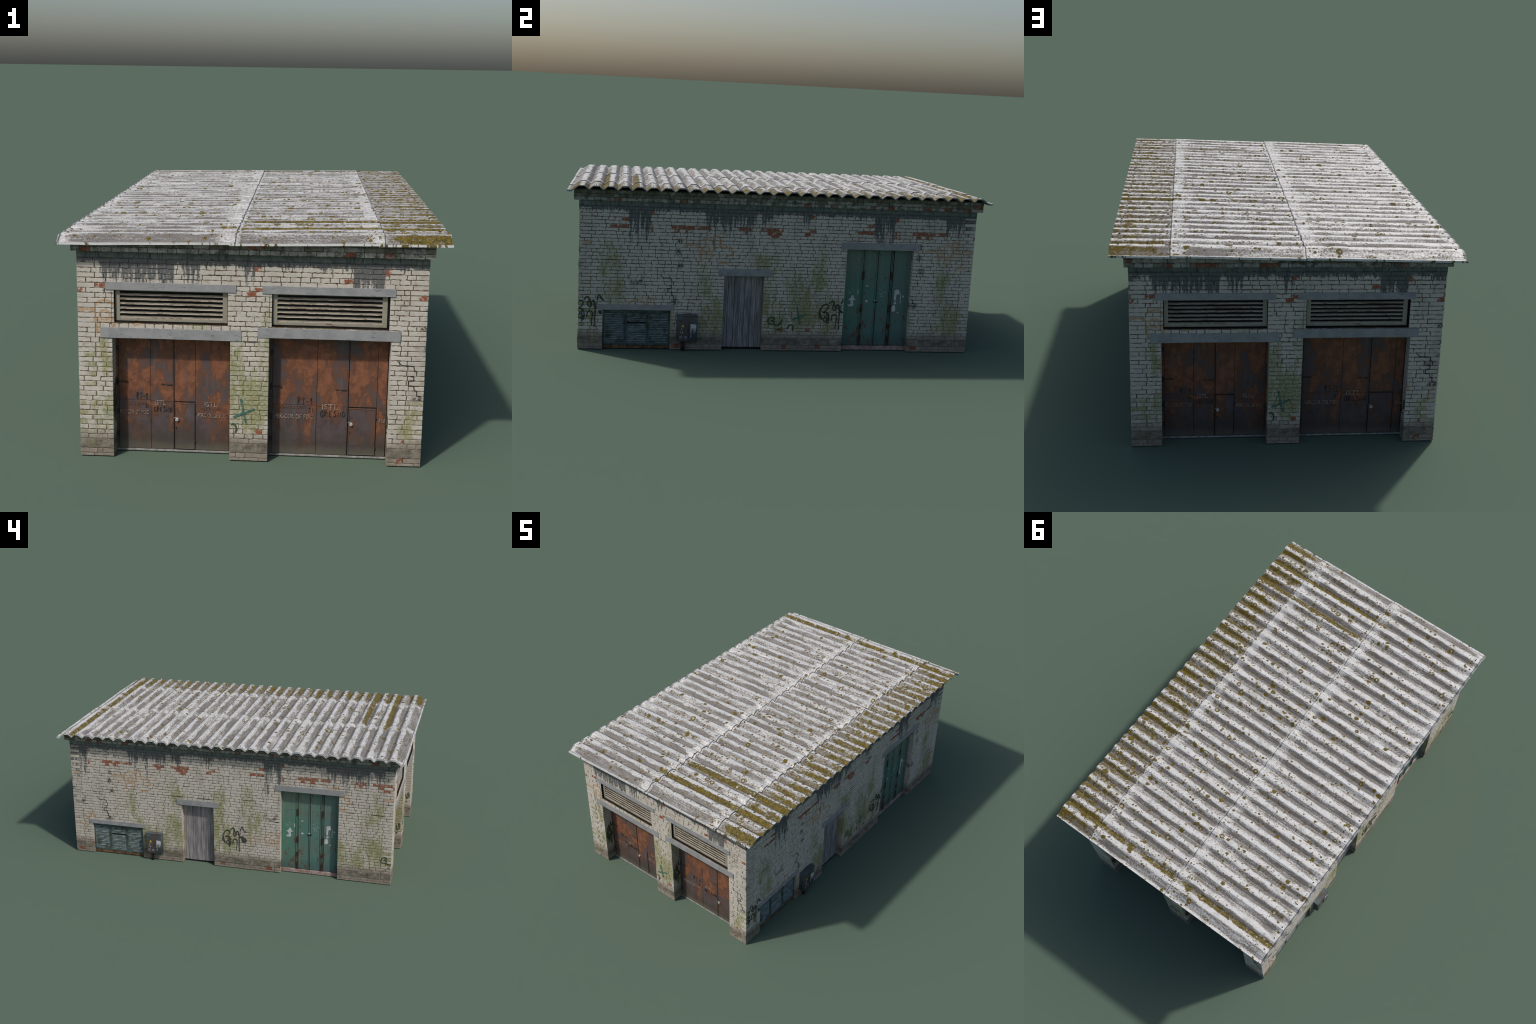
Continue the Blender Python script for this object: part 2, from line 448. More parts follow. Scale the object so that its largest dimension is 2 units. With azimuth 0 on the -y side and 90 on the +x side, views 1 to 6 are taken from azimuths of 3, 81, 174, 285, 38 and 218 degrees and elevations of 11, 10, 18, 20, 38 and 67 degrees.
def concrete_material():
    n = NT("lintel_concrete")
    fine = n.noise(n.scaled(1, 1, 2.2), 160, 5, 0.75)
    col = n.mix(n.ss(n.noise(scale=18, detail=4), 0.35, 0.65), (0.235, 0.238, 0.245), (0.295, 0.295, 0.298))
    pits = n.ss(n.noise(n.scaled(0.45, 1, 1.6, 2.0), 110, 5, 0.68), 0.57, 0.65)
    col = n.mix(n.mul(pits, n.ss(n.noise(scale=14), 0.40, 0.6)), col, (0.13, 0.14, 0.14))
    col = n.mix(n.ss(fine, 0.55, 0.75, 0, 0.35), col, (0.17, 0.17, 0.16))
    col = n.mix(n.ss(n.noise(scale=45, detail=5, rough=0.75), 0.68, 0.74, 0, 0.6), col, (0.19, 0.14, 0.09))
    n.bump(fine, 0.3, 0.001)
    return n.done(col, 0.88, 0, 0.25)


def rust_door_material():
    n = NT("rusty_sheet_steel")
    v = n.scaled(1.2, 1.0, 0.62)
    blot = n.noise(v, 15, 9, 0.66, 0.3)
    streak = n.noise(n.scaled(1, 1, 0.14, 2.2), 45, 4, 0.6)
    fine = n.noise(scale=200, detail=5, rough=0.7)
    cloud = n.noise(n.scaled(1, 1, 0.6, 9.0), 9, 3, 0.5)
    orange = n.mix(n.ss(n.noise(scale=40, detail=5, rough=0.7), 0.35, 0.65), (0.150, 0.058, 0.030), (0.235, 0.094, 0.049))
    plum = n.mix(n.noise(scale=20, detail=6, rough=0.7), (0.055, 0.038, 0.038), (0.120, 0.092, 0.094))
    # more primer rust near the top, more bare plum below
    f = n.add(n.add(n.mul(blot, 0.85), n.mul(n.sub(cloud, 0.5), 0.35)), n.mul(n.sub(n.z, 0.20), 0.15))
    col = n.mix(n.ss(f, 0.385, 0.475), plum, orange)
    col = n.mix(n.mul(n.ss(f, 0.37, 0.425), n.ss(f, 0.425, 0.47, 1.0, 0.0)), col, (0.125, 0.056, 0.033))
    col = n.mix(n.ss(streak, 0.58, 0.68, 0, 0.6), col, (0.105, 0.093, 0.096))
    col = n.mix(n.ss(n.noise(scale=34, detail=6, rough=0.75), 0.56, 0.70, 0, 0.65), col, (0.060, 0.030, 0.020))
    stain = n.ss(n.add(n.noise(n.scaled(1, 1, 0.7, 12.0), 20, 7, 0.72), n.mul(n.sub(0.15, n.z), 0.7)), 0.50, 0.66, 0, 0.62)
    col = n.mix(stain, col, (0.052, 0.035, 0.030))
    # oily grime above the threshold
    g = n.ss(n.add(n.z, n.mul(n.sub(n.noise(scale=12, detail=4), 0.5), 0.10)), 0.025, 0.125, 1.0, 0.0)
    col = n.mix(n.mul(g, n.ss(n.noise(scale=30, detail=6, rough=0.75), 0.35, 0.6, 0.35, 0.85)), col, (0.058, 0.050, 0.040))
    dust = n.ss(n.add(n.z, n.mul(n.sub(n.noise(scale=20, detail=4), 0.5), 0.03)), 0.010, 0.045, 1.0, 0.0)
    col = n.mix(n.mul(dust, 0.55), col, (0.125, 0.115, 0.085))
    sc = n.ss(n.noise(n.scaled(1, 1, 0.3, 7.7), 90, 4, 0.8), 0.70, 0.74)
    col = n.mix(n.mul(sc, 0.8), col, (0.03, 0.022, 0.018))
    n.bump(n.add(n.mul(fine, 0.3), n.noise(scale=18, detail=3)), 0.35, 0.003)
    return n.done(col, n.ss(fine, 0.3, 0.7, 0.55, 0.8), 0, 0.35)


def green_door_material():
    n = NT("green_painted_steel")
    st = n.noise(n.scaled(1, 1, 0.06, 1.0), 60, 4, 0.65)
    big = n.noise(scale=8, detail=4)
    fine = n.noise(scale=180, detail=5, rough=0.7)
    hue = n.ss(n.x, 0.32, 0.62)
    col = n.mix(hue, (0.066, 0.195, 0.138), (0.082, 0.190, 0.172))
    col = n.mix(n.ss(big, 0.4, 0.65, 0.1, 0.75), col, (0.115, 0.155, 0.135))
    # bleached vertical streaks in the upper part
    up = n.ss(n.add(n.z, n.mul(n.sub(st, 0.5), 0.25)), 0.28, 0.48)
    col = n.mix(n.mul(up, n.ss(st, 0.38, 0.64, 0.2, 0.72)), col, (0.165, 0.190, 0.150))
    col = n.mix(n.ss(n.noise(n.scaled(1, 1, 0.10, 3.0), 70, 3, 0.6), 0.66, 0.72, 0, 0.55), col, (0.24, 0.17, 0.08))
    # rust freckles, denser low down
    fr = n.add(n.noise(n.scaled(1, 1, 0.5, 5.0), 48, 6, 0.72), n.ss(n.z, 0.02, 0.30, 0.075, 0.0))
    col = n.mix(n.ss(fr, 0.605, 0.66, 0, 0.9), col, n.mix(fine, (0.075, 0.028, 0.016), (0.17, 0.075, 0.035)))
    gr = n.ss(n.add(n.z, n.mul(n.sub(big, 0.5), 0.08)), 0.03, 0.12, 1.0, 0.0)
    col = n.mix(n.mul(gr, 0.55), col, (0.055, 0.085, 0.085))
    col = n.mix(n.ss(n.noise(scale=130, detail=5, rough=0.8), 0.61, 0.68, 0, 0.55), col, (0.25, 0.30, 0.28))
    n.bump(n.add(fine, n.mul(big, 2.0)), 0.3, 0.0015)
    return n.done(col, 0.62, 0, 0.35)


def wood_material():
    n = NT("weathered_grey_planks")
    g = n.noise(n.scaled(1.0, 1.0, 0.045, 1.1), 190, 5, 0.65)
    big = n.noise(n.scaled(1.0, 1, 0.22, 3.0), 26, 4, 0.6)
    col = n.mix(n.ss(g, 0.30, 0.70), (0.115, 0.108, 0.115), (0.385, 0.360, 0.362))
    col = n.mix(n.ss(big, 0.46, 0.66, 0, 0.6), col, (0.125, 0.115, 0.122))
    col = n.mix(n.ss(n.noise(n.scaled(1, 1, 0.10, 8.0), 50, 4), 0.60, 0.70, 0, 0.45), col, (0.17, 0.135, 0.125))
    k, _ = n.vor(n.scaled(1, 1, 0.55, 0.4), 21)
    col = n.mix(n.ss(k, 0.05, 0.13, 0.85, 0.0), col, (0.045, 0.040, 0.042))
    n.bump(g, 0.5, 0.0015)
    return n.done(col, 0.88, 0, 0.2)


def vent_material():
    n = NT("beige_flaking_paint")
    fine = n.noise(scale=150, detail=5, rough=0.7)
    col = n.mix(n.noise(scale=25, detail=4), (0.215, 0.195, 0.145), (0.315, 0.295, 0.235))
    low = n.ss(n.z, 0.466, 0.482, 0.15, 0.0)
    r = n.ss(n.add(n.noise(n.scaled(0.35, 1, 1.3), 60, 6, 0.7), low), 0.66, 0.73, 0, 0.85)
    col = n.mix(r, col, n.mix(fine, (0.10, 0.045, 0.028), (0.20, 0.10, 0.06)))
    n.bump(fine, 0.4, 0.001)
    return n.done(col, 0.55, 0, 0.45)


def slat_lip_material():
    n = NT("rusty_slat_edge")
    fine = n.noise(n.scaled(0.5, 1, 1), 120, 5, 0.7)
    col = n.mix(n.ss(n.add(n.mul(fine, 0.6), n.mul(n.noise(n.scaled(0.4, 1, 1), 26, 3), 0.5)), 0.44, 0.56), (0.17, 0.10, 0.075), (0.40, 0.35, 0.29))  # pale tone lightened to bake in the glint on the lips
    n.bump(fine, 0.4, 0.001)
    return n.done(col, 0.42, 0, 0.5)


def shutter_material():
    n = NT("blue_grey_louvre_paint")
    fine = n.noise(n.scaled(0.3, 1, 2.0), 110, 5, 0.7)
    col = n.mix(n.ss(fine, 0.32, 0.66), (0.060, 0.088, 0.082), (0.250, 0.310, 0.300))
    col = n.mix(n.ss(n.noise(scale=30, detail=5), 0.50, 0.64, 0, 0.75), col, (0.050, 0.054, 0.034))
    top = n.ss(n.add(n.z, n.mul(n.sub(n.noise(scale=40, detail=4), 0.5), 0.05)), 0.160, 0.185)
    col = n.mix(n.mul(top, 0.7), col, (0.050, 0.046, 0.022))
    n.bump(fine, 0.4, 0.001)
    return n.done(col, 0.7, 0, 0.35)


def cabinet_material():
    n = NT("dark_blue_cabinet_steel")
    fine = n.noise(scale=170, detail=5, rough=0.7)
    sx = n.m("ABSOLUTE", n.add(n.x, 0.445))
    col = n.mix(n.ss(n.z, 0.06, 0.17), (0.030, 0.042, 0.052), (0.080, 0.112, 0.125))
    rust = n.ss(n.sub(n.noise(scale=22, detail=5), n.mul(sx, 5.0)), 0.26, 0.48, 0, 0.70)
    col = n.mix(rust, col, n.mix(fine, (0.055, 0.035, 0.030), (0.115, 0.075, 0.062)))
    col = n.mix(n.ss(n.noise(scale=80, detail=5, rough=0.8), 0.66, 0.72, 0, 0.5), col, (0.20, 0.18, 0.17))
    n.bump(fine, 0.25, 0.001)
    return n.done(col, 0.5, 0, 0.4)


def roof_material():
    n = NT("mossy_asbestos_cement")
    x, y = n.x, n.y
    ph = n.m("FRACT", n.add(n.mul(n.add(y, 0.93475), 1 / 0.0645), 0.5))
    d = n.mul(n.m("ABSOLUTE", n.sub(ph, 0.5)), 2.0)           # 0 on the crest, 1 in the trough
    fine = n.noise(scale=260, detail=5, rough=0.75)
    streak = n.noise(n.vec(n.mul(x, 7.0), n.mul(y, 46.0), 0.0), 1.0, 6, 0.66)
    patch = n.noise(n.vec(n.mul(x, 3.0), n.mul(y, 14.0), 4.0), 1.0, 4, 0.6)
    light = n.mix(n.noise(scale=55, detail=6, rough=0.75), (0.52, 0.510, 0.485), (0.78, 0.768, 0.742))
    # dark tone lies on the flanks and in the troughs: grainy, streaked along the sheet
    grain = n.noise(n.vec(n.mul(x, 110.0), n.mul(y, 170.0), 0.0), 1.0, 6, 0.8)
    gn = n.ss(n.noise(n.vec(n.mul(x, 190.0), n.mul(y, 260.0), 6.0), 1.0, 5, 0.8), 0.32, 0.68)
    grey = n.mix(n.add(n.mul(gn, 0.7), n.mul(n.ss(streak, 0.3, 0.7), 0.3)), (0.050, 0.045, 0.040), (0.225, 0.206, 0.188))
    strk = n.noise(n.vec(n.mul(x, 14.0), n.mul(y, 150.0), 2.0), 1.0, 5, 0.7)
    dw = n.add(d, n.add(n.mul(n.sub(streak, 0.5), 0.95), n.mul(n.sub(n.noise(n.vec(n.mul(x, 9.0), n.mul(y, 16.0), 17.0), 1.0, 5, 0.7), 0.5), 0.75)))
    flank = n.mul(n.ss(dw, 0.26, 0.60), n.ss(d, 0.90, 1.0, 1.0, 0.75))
    wx = n.add(x, n.mul(n.sub(streak, 0.5), 0.10))
    seam = n.mx(n.mul(n.ss(wx, -0.135, -0.075), n.ss(x, -0.053, -0.030, 1.0, 0.0)), n.mx(n.mul(n.ss(wx, 0.345, 0.395), n.ss(x, 0.416, 0.432, 1.0, 0.0)), n.ss(wx, -0.605, -0.565, 0.9, 0.0)))
    sheetn = n.noise(n.vec(n.mul(n.m("FLOOR", n.mul(n.add(y, 0.742), 1 / 0.258)), 5.3), n.mul(n.m("FLOOR", n.mul(n.add(x, 0.52), 1 / 0.4685)), 3.1), 2.0), 1.0, 0)
    dense = n.add(0.20, n.add(n.mul(n.ss(patch, 0.28, 0.66), 0.72), n.add(n.mul(n.ss(strk, 0.35, 0.7), 0.40), n.mul(n.sub(sheetn, 0.5), 0.5))))
    seam = n.mul(seam, n.ss(n.noise(n.vec(n.mul(x, 8.0), n.mul(y, 22.0), 27.0), 1.0, 4, 0.65), 0.30, 0.62, 0.25, 1.0))
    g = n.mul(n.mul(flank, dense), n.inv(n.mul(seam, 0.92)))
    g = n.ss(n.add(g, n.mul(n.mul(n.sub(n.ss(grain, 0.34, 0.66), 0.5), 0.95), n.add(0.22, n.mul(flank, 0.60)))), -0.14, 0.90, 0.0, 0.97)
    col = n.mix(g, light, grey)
    # blotchy grey weathering across crest and trough, and tone steps from sheet to sheet
    bl = n.noise(n.vec(n.mul(x, 11.0), n.mul(y, 15.0), 37.0), 1.0, 7, 0.72)
    col = n.mix(n.mul(n.ss(n.add(bl, n.mul(n.sub(sheetn, 0.5), 0.30)), 0.50, 0.66, 0, 0.45), n.ss(grain, 0.30, 0.62, 0.35, 1.0)), col, (0.215, 0.200, 0.180))
    # thin general soot on the crests
    col = n.mix(n.mul(n.ss(n.noise(scale=20, detail=6, rough=0.75), 0.50, 0.66, 0, 0.50), n.inv(n.mul(seam, 0.8))), col, (0.235, 0.220, 0.195))
    # white lap strip on every fourth crest
    lp = n.m("FRACT", n.mul(n.add(y, 0.7413 - 0.129), 1 / 0.258))
    lap = n.range(lp, 0.460, 0.530, 0.012)
    col = n.mix(n.mul(lap, n.ss(streak, 0.3, 0.6, 0.9, 0.35)), col, (0.63, 0.63, 0.635))
    lape = n.range(lp, 0.533, 0.550, 0.006)  # lap's cast shadow drawn as a dark stripe in the colour
    col = n.mix(n.mul(lape, 0.75), col, (0.10, 0.095, 0.09))
    col = n.mix(n.ss(fine, 0.55, 0.70, 0, 0.75), col, (0.17, 0.155, 0.135))
    col = n.mix(n.ss(fine, 0.42, 0.30, 0, 0.5), col, (0.72, 0.71, 0.69))
    ed = n.mul(n.ss(d, 0.10, 0.30), n.ss(d, 0.42, 0.60, 1.0, 0.0))
    sk = n.ss(n.add(n.noise(n.vec(n.mul(x, 150.0), n.mul(y, 190.0), 33.0), 1.0, 5, 0.75), n.mul(ed, 0.06)), 0.615, 0.655)
    col = n.mix(n.mul(sk, n.add(0.45, n.mul(ed, 0.5))), col, (0.105, 0.085, 0.050))
    # lichen: density grows toward the +x eave and along a few ridges
    jj = n.mul(n.sub(n.noise(scale=130, detail=4, rough=0.65), 0.5), 0.019)
    pv = n.vec(n.add(x, jj), n.add(n.mul(y, 1.15), n.mul(jj, 0.8)), 0.0)
    east = n.ss(x, 0.412, 0.420)
    dens = n.add(n.add(0.08, n.mul(n.ss(n.noise(scale=7, detail=4, rough=0.65), 0.34, 0.66), 0.36)), n.add(n.mul(east, 0.30), n.ss(x, -0.5, 0.6, 0.13, 0.26)))
    strip = n.mx(n.mul(n.range(y, -0.845, -0.815, 0.010), n.ss(x, -0.30, 0.05)), n.mx(n.mul(n.range(y, 0.895, 0.925, 0.007), n.ss(n.noise(n.scaled(8, 1, 1), 1.0), 0.3, 0.55)), n.mx(n.mul(n.range(y, -0.705, -0.675, 0.008), n.ss(x, -0.10, 0.0)), n.mul(n.range(y, -0.975, -0.945, 0.008), n.ss(x, 0.45, 0.5)))))
    strip = n.mx(strip, n.mul(n.range(n.add(y, n.mul(n.sub(streak, 0.5), 0.03)), 0.29, 0.315, 0.012), n.mul(0.6, n.ss(x, 0.0, 0.1))))
    dens = n.add(dens, n.mul(strip, 0.22))
    lich, core = None, None
    for sc, thr, mxr, seed in ((28, 0.40, 0.42, 0.0), (62, 0.35, 0.46, 3.7), (125, 0.40, 0.48, 9.1)):
        dd, cc = n.vor(n.vec(n.add(n.add(x, jj), seed), n.add(n.mul(y, 1.15), n.mul(jj, 0.9)), 0.0), sc)
        sep = n.t.nodes.new("ShaderNodeSeparateColor")
        n.t.links.new(cc, sep.inputs[0])
        rr, rg, rb = sep.outputs
        live = n.m("SUBTRACT", n.mul(dens, 1.15), n.mul(rr, 1.15), clamp=True)
        rad = n.mul(n.m("MULTIPLY", live, 3.0, clamp=True), n.add(0.18, n.mul(rg, mxr - 0.12)))
        w = n.ss(n.sub(rad, dd), 0.0, 0.05)
        c = n.mul(n.ss(n.sub(n.mul(rad, 0.52), dd), 0.0, 0.06), n.m("GREATER_THAN", rb, 0.45))
        lich = w if lich is None else n.mx(lich, w)
        core = c if core is None else n.mx(core, c)
    mossn = n.noise(n.vec(n.mul(x, 34.0), n.mul(y, 44.0), 1.0), 1.0, 7, 0.75)
    vall = n.noise(n.vec(n.mul(x, 2.5), n.mul(n.m("FLOOR", n.mul(n.add(y, 0.9025), 1 / 0.0645)), 3.7), 9.0), 1.0, 2)
    eastm = n.ss(n.add(x, n.mul(n.sub(n.noise(n.vec(n.mul(x, 3.0), n.mul(y, 13.0), 21.0), 1.0, 4), 0.5), 0.34)), 0.395, 0.50)
    mosh = n.noise(n.vec(n.mul(x, 90.0), n.mul(y, 105.0), 5.0), 1.0, 6, 0.8)
    moss = n.add(n.mul(mossn, 0.75), n.add(n.mul(mosh, 0.45), n.add(n.mul(n.mul(n.mul(eastm, n.ss(x, 0.36, 0.42)), n.ss(vall, 0.25, 0.75, 0.30, 1.0)), n.mul(flank, 0.33)), n.mul(strip, n.mul(n.ss(streak, 0.3, 0.5, 0.6, 1.0), 0.33)))))
    moss = n.mul(n.ss(moss, 0.77, 0.83), n.ss(n.noise(n.vec(n.mul(x, 60.0), n.mul(y, 90.0), 15.0), 1.0, 5, 0.75), 0.36, 0.46))
    lcol = n.mix(n.noise(scale=110, detail=4), (0.048, 0.037, 0.006), (0.180, 0.125, 0.014))
    mcol = n.mix(n.ss(n.noise(scale=75, detail=5, rough=0.75), 0.35, 0.65), (0.036, 0.031, 0.006), (0.180, 0.130, 0.016))
    # the sheet row at the +x eave is greyer and browner
    col = n.mix(n.mul(east, n.mul(n.ss(d, 0.05, 0.45), n.ss(grain, 0.3, 0.6, 0.25, 0.75))), col, (0.135, 0.120, 0.100))
    col = n.mix(n.mul(moss, 0.95), col, mcol)
    col = n.mix(n.mul(lich, 0.96), col, lcol)
    col = n.mix(n.mul(core, n.inv(n.mul(east, 0.5))), col, n.mix(fine, (0.24, 0.21, 0.13), (0.62, 0.60, 0.57)))
    # shadow under the sheet joints painted as a line; dark band along the -x eave
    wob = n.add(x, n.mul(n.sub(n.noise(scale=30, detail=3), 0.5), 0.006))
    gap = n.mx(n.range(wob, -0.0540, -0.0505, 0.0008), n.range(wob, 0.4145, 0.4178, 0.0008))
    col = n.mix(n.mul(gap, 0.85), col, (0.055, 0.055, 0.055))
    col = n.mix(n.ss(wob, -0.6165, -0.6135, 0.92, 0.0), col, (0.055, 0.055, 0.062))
    n.bump(n.add(fine, n.mul(n.mx(lich, moss), 0.8)), 0.4, 0.0012)
    cover = n.mx(n.mul(g, 0.85), n.mx(moss, lich))
    n.put(n.bsdf.inputs["Specular IOR Level"], n.ss(cover, 0.0, 1.0, 0.95, 0.16))
    return n.done(col, n.mx(n.ss(fine, 0.3, 0.7, 0.46, 0.58), n.mul(n.mx(moss, lich), 0.75)), 0, None)


M = {}
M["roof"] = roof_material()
M["roof_edge"] = plain("sheet_cut_edge", (0.20, 0.215, 0.215), (0.36, 0.37, 0.37), 60, (0.13, 0.115, 0.04), 30, 0.56, 0.64, rough=0.85, speck=(0.10, 0.10, 0.09))
M["roof_under"] = plain("sheet_underside", (0.20, 0.195, 0.185), (0.28, 0.27, 0.26), 20)
M["dark"] = plain("dark_interior", (0.012, 0.012, 0.012), (0.022, 0.021, 0.020), 10, rough=0.95, spec=0.05)
for wall_key, s0 in (("end", 0.330), ("east", -0.717), ("west", -0.938)):
    for kind in ("brick", "mortar"):
        M[wall_key + kind] = wall_material(f"painted_{kind}_{wall_key}", s0, kind)
M["band_top"] = band_material("tarred_render_band", True)
M["band_low"] = band_material("grey_splash_render", False)
M["c_white"] = plain("sooty_white_brick", (0.22, 0.215, 0.185), (0.37, 0.36, 0.32), 45, (0.060, 0.062, 0.048), 26, 0.47, 0.62, speck=(0.06, 0.055, 0.045), rough=0.92)
M["c_green"] = plain("algae_dark_brick", (0.105, 0.105, 0.075), (0.20, 0.195, 0.15), 45, (0.045, 0.046, 0.034), 26, 0.5, 0.65, speck=(0.04, 0.04, 0.03), rough=0.92)
M["c_red"] = plain("bare_red_brick", (0.14, 0.050, 0.030), (0.24, 0.085, 0.050), 45, (0.20, 0.185, 0.15), 30, 0.48, 0.56, speck=(0.09, 0.04, 0.03), rough=0.92)
M["c_mortar"] = plain("black_mortar", (0.040, 0.038, 0.030), (0.095, 0.088, 0.070), 60, rough=0.95)
M["concrete"] = concrete_material()
M["rust"] = rust_door_material()
M["rust_dark"] = plain("dark_rusty_iron", (0.028, 0.019, 0.015), (0.062, 0.034, 0.022), 60, (0.12, 0.055, 0.03), 60, 0.55, 0.65, rough=0.75)
M["iron"] = plain("black_iron", (0.018, 0.016, 0.015), (0.040, 0.034, 0.030), 60, rough=0.6)
M["threshold"] = plain("pale_threshold", (0.20, 0.195, 0.175), (0.33, 0.32, 0.30), 50, (0.12, 0.12, 0.075), 40, rough=0.8)
M["zinc"] = plain("pale_metal", (0.30, 0.31, 0.30), (0.42, 0.42, 0.40), 80, (0.25, 0.24, 0.22), 60, rough=0.5)
M["green"] = green_door_material()
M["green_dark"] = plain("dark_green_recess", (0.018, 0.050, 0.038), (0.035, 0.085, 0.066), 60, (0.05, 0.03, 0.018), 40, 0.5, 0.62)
M["sill"] = plain("pinkish_stone_sill", (0.25, 0.16, 0.135), (0.38, 0.31, 0.295), 30, (0.20, 0.095, 0.045), 30, 0.52, 0.64, speck=(0.14, 0.10, 0.09), rough=0.85)
M["wood"] = wood_material()
M["vent"] = vent_material()
M["slat"] = plain("dull_beige_slat", (0.150, 0.137, 0.102), (0.225, 0.208, 0.160), 40, (0.10, 0.055, 0.035), 60, 0.62, 0.72, rough=0.6)
M["lip"] = slat_lip_material()
M["shutter"] = shutter_material()
M["shutter_frame"] = plain("green_grey_frame", (0.040, 0.062, 0.056), (0.085, 0.125, 0.115), 50, (0.045, 0.042, 0.025), 30, 0.50, 0.62, rough=0.7)
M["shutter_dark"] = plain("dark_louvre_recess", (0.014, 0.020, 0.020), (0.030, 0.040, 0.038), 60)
M["cabinet"] = cabinet_material()
M["white_paint"] = plain("white_paint_splash", (0.40, 0.43, 0.42), (0.56, 0.58, 0.57), 60, (0.26, 0.32, 0.30), 60, 0.6, 0.7)
M["yellow"] = plain("yellow_sign", (0.55, 0.50, 0.02), (0.66, 0.60, 0.04), 60, rough=0.5)
M["label"] = plain("grey_paper_label", (0.13, 0.13, 0.145), (0.20, 0.20, 0.215), 60)
M["stencil"] = plain("worn_stencil_paint", (0.40, 0.33, 0.28), (0.30, 0.22, 0.17), 60, (0.14, 0.075, 0.055), 75, 0.47, 0.58, dirt_f=0.9)
M["stencil_faint"] = plain("faint_stencil_paint", (0.23, 0.115, 0.075), (0.17, 0.085, 0.058), 60, (0.11, 0.062, 0.05), 75, 0.45, 0.55)
M["scrawl"] = plain("black_scrawl", (0.018, 0.015, 0.014), (0.035, 0.028, 0.025), 60, (0.085, 0.05, 0.04), 75, 0.55, 0.68)
M["spray_black"] = plain("black_spray", (0.035, 0.037, 0.030), (0.060, 0.062, 0.046), 60, (0.24, 0.23, 0.15), 85, 0.57, 0.68)
M["spray_green"] = plain("dark_green_spray", (0.040, 0.055, 0.026), (0.065, 0.085, 0.036), 60, (0.24, 0.23, 0.12), 85, 0.56, 0.68)
M["spray_teal"] = plain("teal_spray", (0.035, 0.105, 0.095), (0.06, 0.15, 0.13), 60, (0.30, 0.31, 0.20), 85, 0.56, 0.68)
M["crack"] = plain("open_joint", (0.020, 0.017, 0.014), (0.045, 0.037, 0.030), 60, rough=0.95)
M["clay"] = plain("dark_clay_brick", (0.105, 0.050, 0.024), (0.20, 0.105, 0.05), 50, (0.05, 0.03, 0.02), 60, 0.5, 0.62)

# ------------------------------------------------------------------ the thing and its wall frames
root = empty("brick_garage")
root["label"] = "old white-painted brick garage with mossy corrugated roof"
root["category"] = "garage building"

END_DX = 0.0028
END_OPEN = [(-0.4555, -0.0690, 0.0, 0.411), (0.0575, 0.4510, 0.0, 0.425), (-0.4480, -0.0770, 0.4635, 0.572), (0.0650, 0.4425, 0.4635, 0.572)]
END_LINTELS = [(-0.4940, -0.0330, 0.4110, 0.4470), (0.0200, 0.4800, 0.4250, 0.4600), (-0.4760, -0.0510, 0.5720, 0.5990), (0.0335, 0.4590, 0.5720, 0.5990)]
END_OPEN0, END_LINTELS0 = END_OPEN, END_LINTELS
END_OPEN = [(a + END_DX, b + END_DX, c, d) for a, b, c, d in END_OPEN]
END_LINTELS = [(a + END_DX, b + END_DX, c, d) for a, b, c, d in END_LINTELS]
SIDE_OPEN = [(-0.8325, -0.5175, 0.0, 0.189), (-0.2695, -0.0780, 0.0, 0.3625), (0.3160, 0.6455, 0.0, 0.5035)]
SIDE_LINTELS = [(-0.8540, -0.4995, 0.1890, 0.2155), (-0.2970, -0.0485, 0.3620, 0.3965), (0.2855, 0.6750, 0.5030, 0.5370)]
RECESS = 0.058

# wall frame: x along the wall (left to right seen from outside), y into the wall, z up
SHIFT = -0.0028                # the masonry stands a little off the middle of the roof
FRAMES = {"south": (0, (SHIFT, -HY, 0)), "north": (math.pi, (SHIFT, HY, 0)), "east": (math.pi / 2, (HX + SHIFT, 0, 0)), "west": (-math.pi / 2, (-HX + SHIFT, 0, 0))}


def frame_matrix(key):
    a, p = FRAMES[key]
    return Matrix.Translation(p) @ Matrix.Rotation(a, 4, "Z")


def slab_with_holes(mb, s0, s1, z0, z1, y0, y1, holes, mat=0):
    ss = sorted({s0, s1, *(h[0] for h in holes), *(h[1] for h in holes)})
    zs = sorted({z0, z1, *(max(z0, h[2]) for h in holes), *(h[3] for h in holes)})

    def full(i, j):
        if not (0 <= i < len(ss) - 1 and 0 <= j < len(zs) - 1):
            return False
        cs, cz = (ss[i] + ss[i + 1]) / 2, (zs[j] + zs[j + 1]) / 2
        return not any(h[0] < cs < h[1] and h[2] < cz < h[3] for h in holes)

    for i in range(len(ss) - 1):
        for j in range(len(zs) - 1):
            if not full(i, j):
                continue
            a, b, c, d = ss[i], ss[i + 1], zs[j], zs[j + 1]
            mb.add([(a, y0, c), (b, y0, c), (b, y0, d), (a, y0, d)], [(0, 1, 2, 3)], mat)
            mb.add([(a, y1, c), (b, y1, c), (b, y1, d), (a, y1, d)], [(3, 2, 1, 0)], mat)
            if not full(i - 1, j):
                mb.add([(a, y0, c), (a, y1, c), (a, y1, d), (a, y0, d)], [(3, 2, 1, 0)], mat)
            if not full(i + 1, j):
                mb.add([(b, y0, c), (b, y1, c), (b, y1, d), (b, y0, d)], [(0, 1, 2, 3)], mat)
            if not full(i, j - 1):
                mb.add([(a, y0, c), (b, y0, c), (b, y1, c), (a, y1, c)], [(3, 2, 1, 0)], mat)
            if not full(i, j + 1):
                mb.add([(a, y0, d), (b, y0, d), (b, y1, d), (a, y1, d)], [(0, 1, 2, 3)], mat)


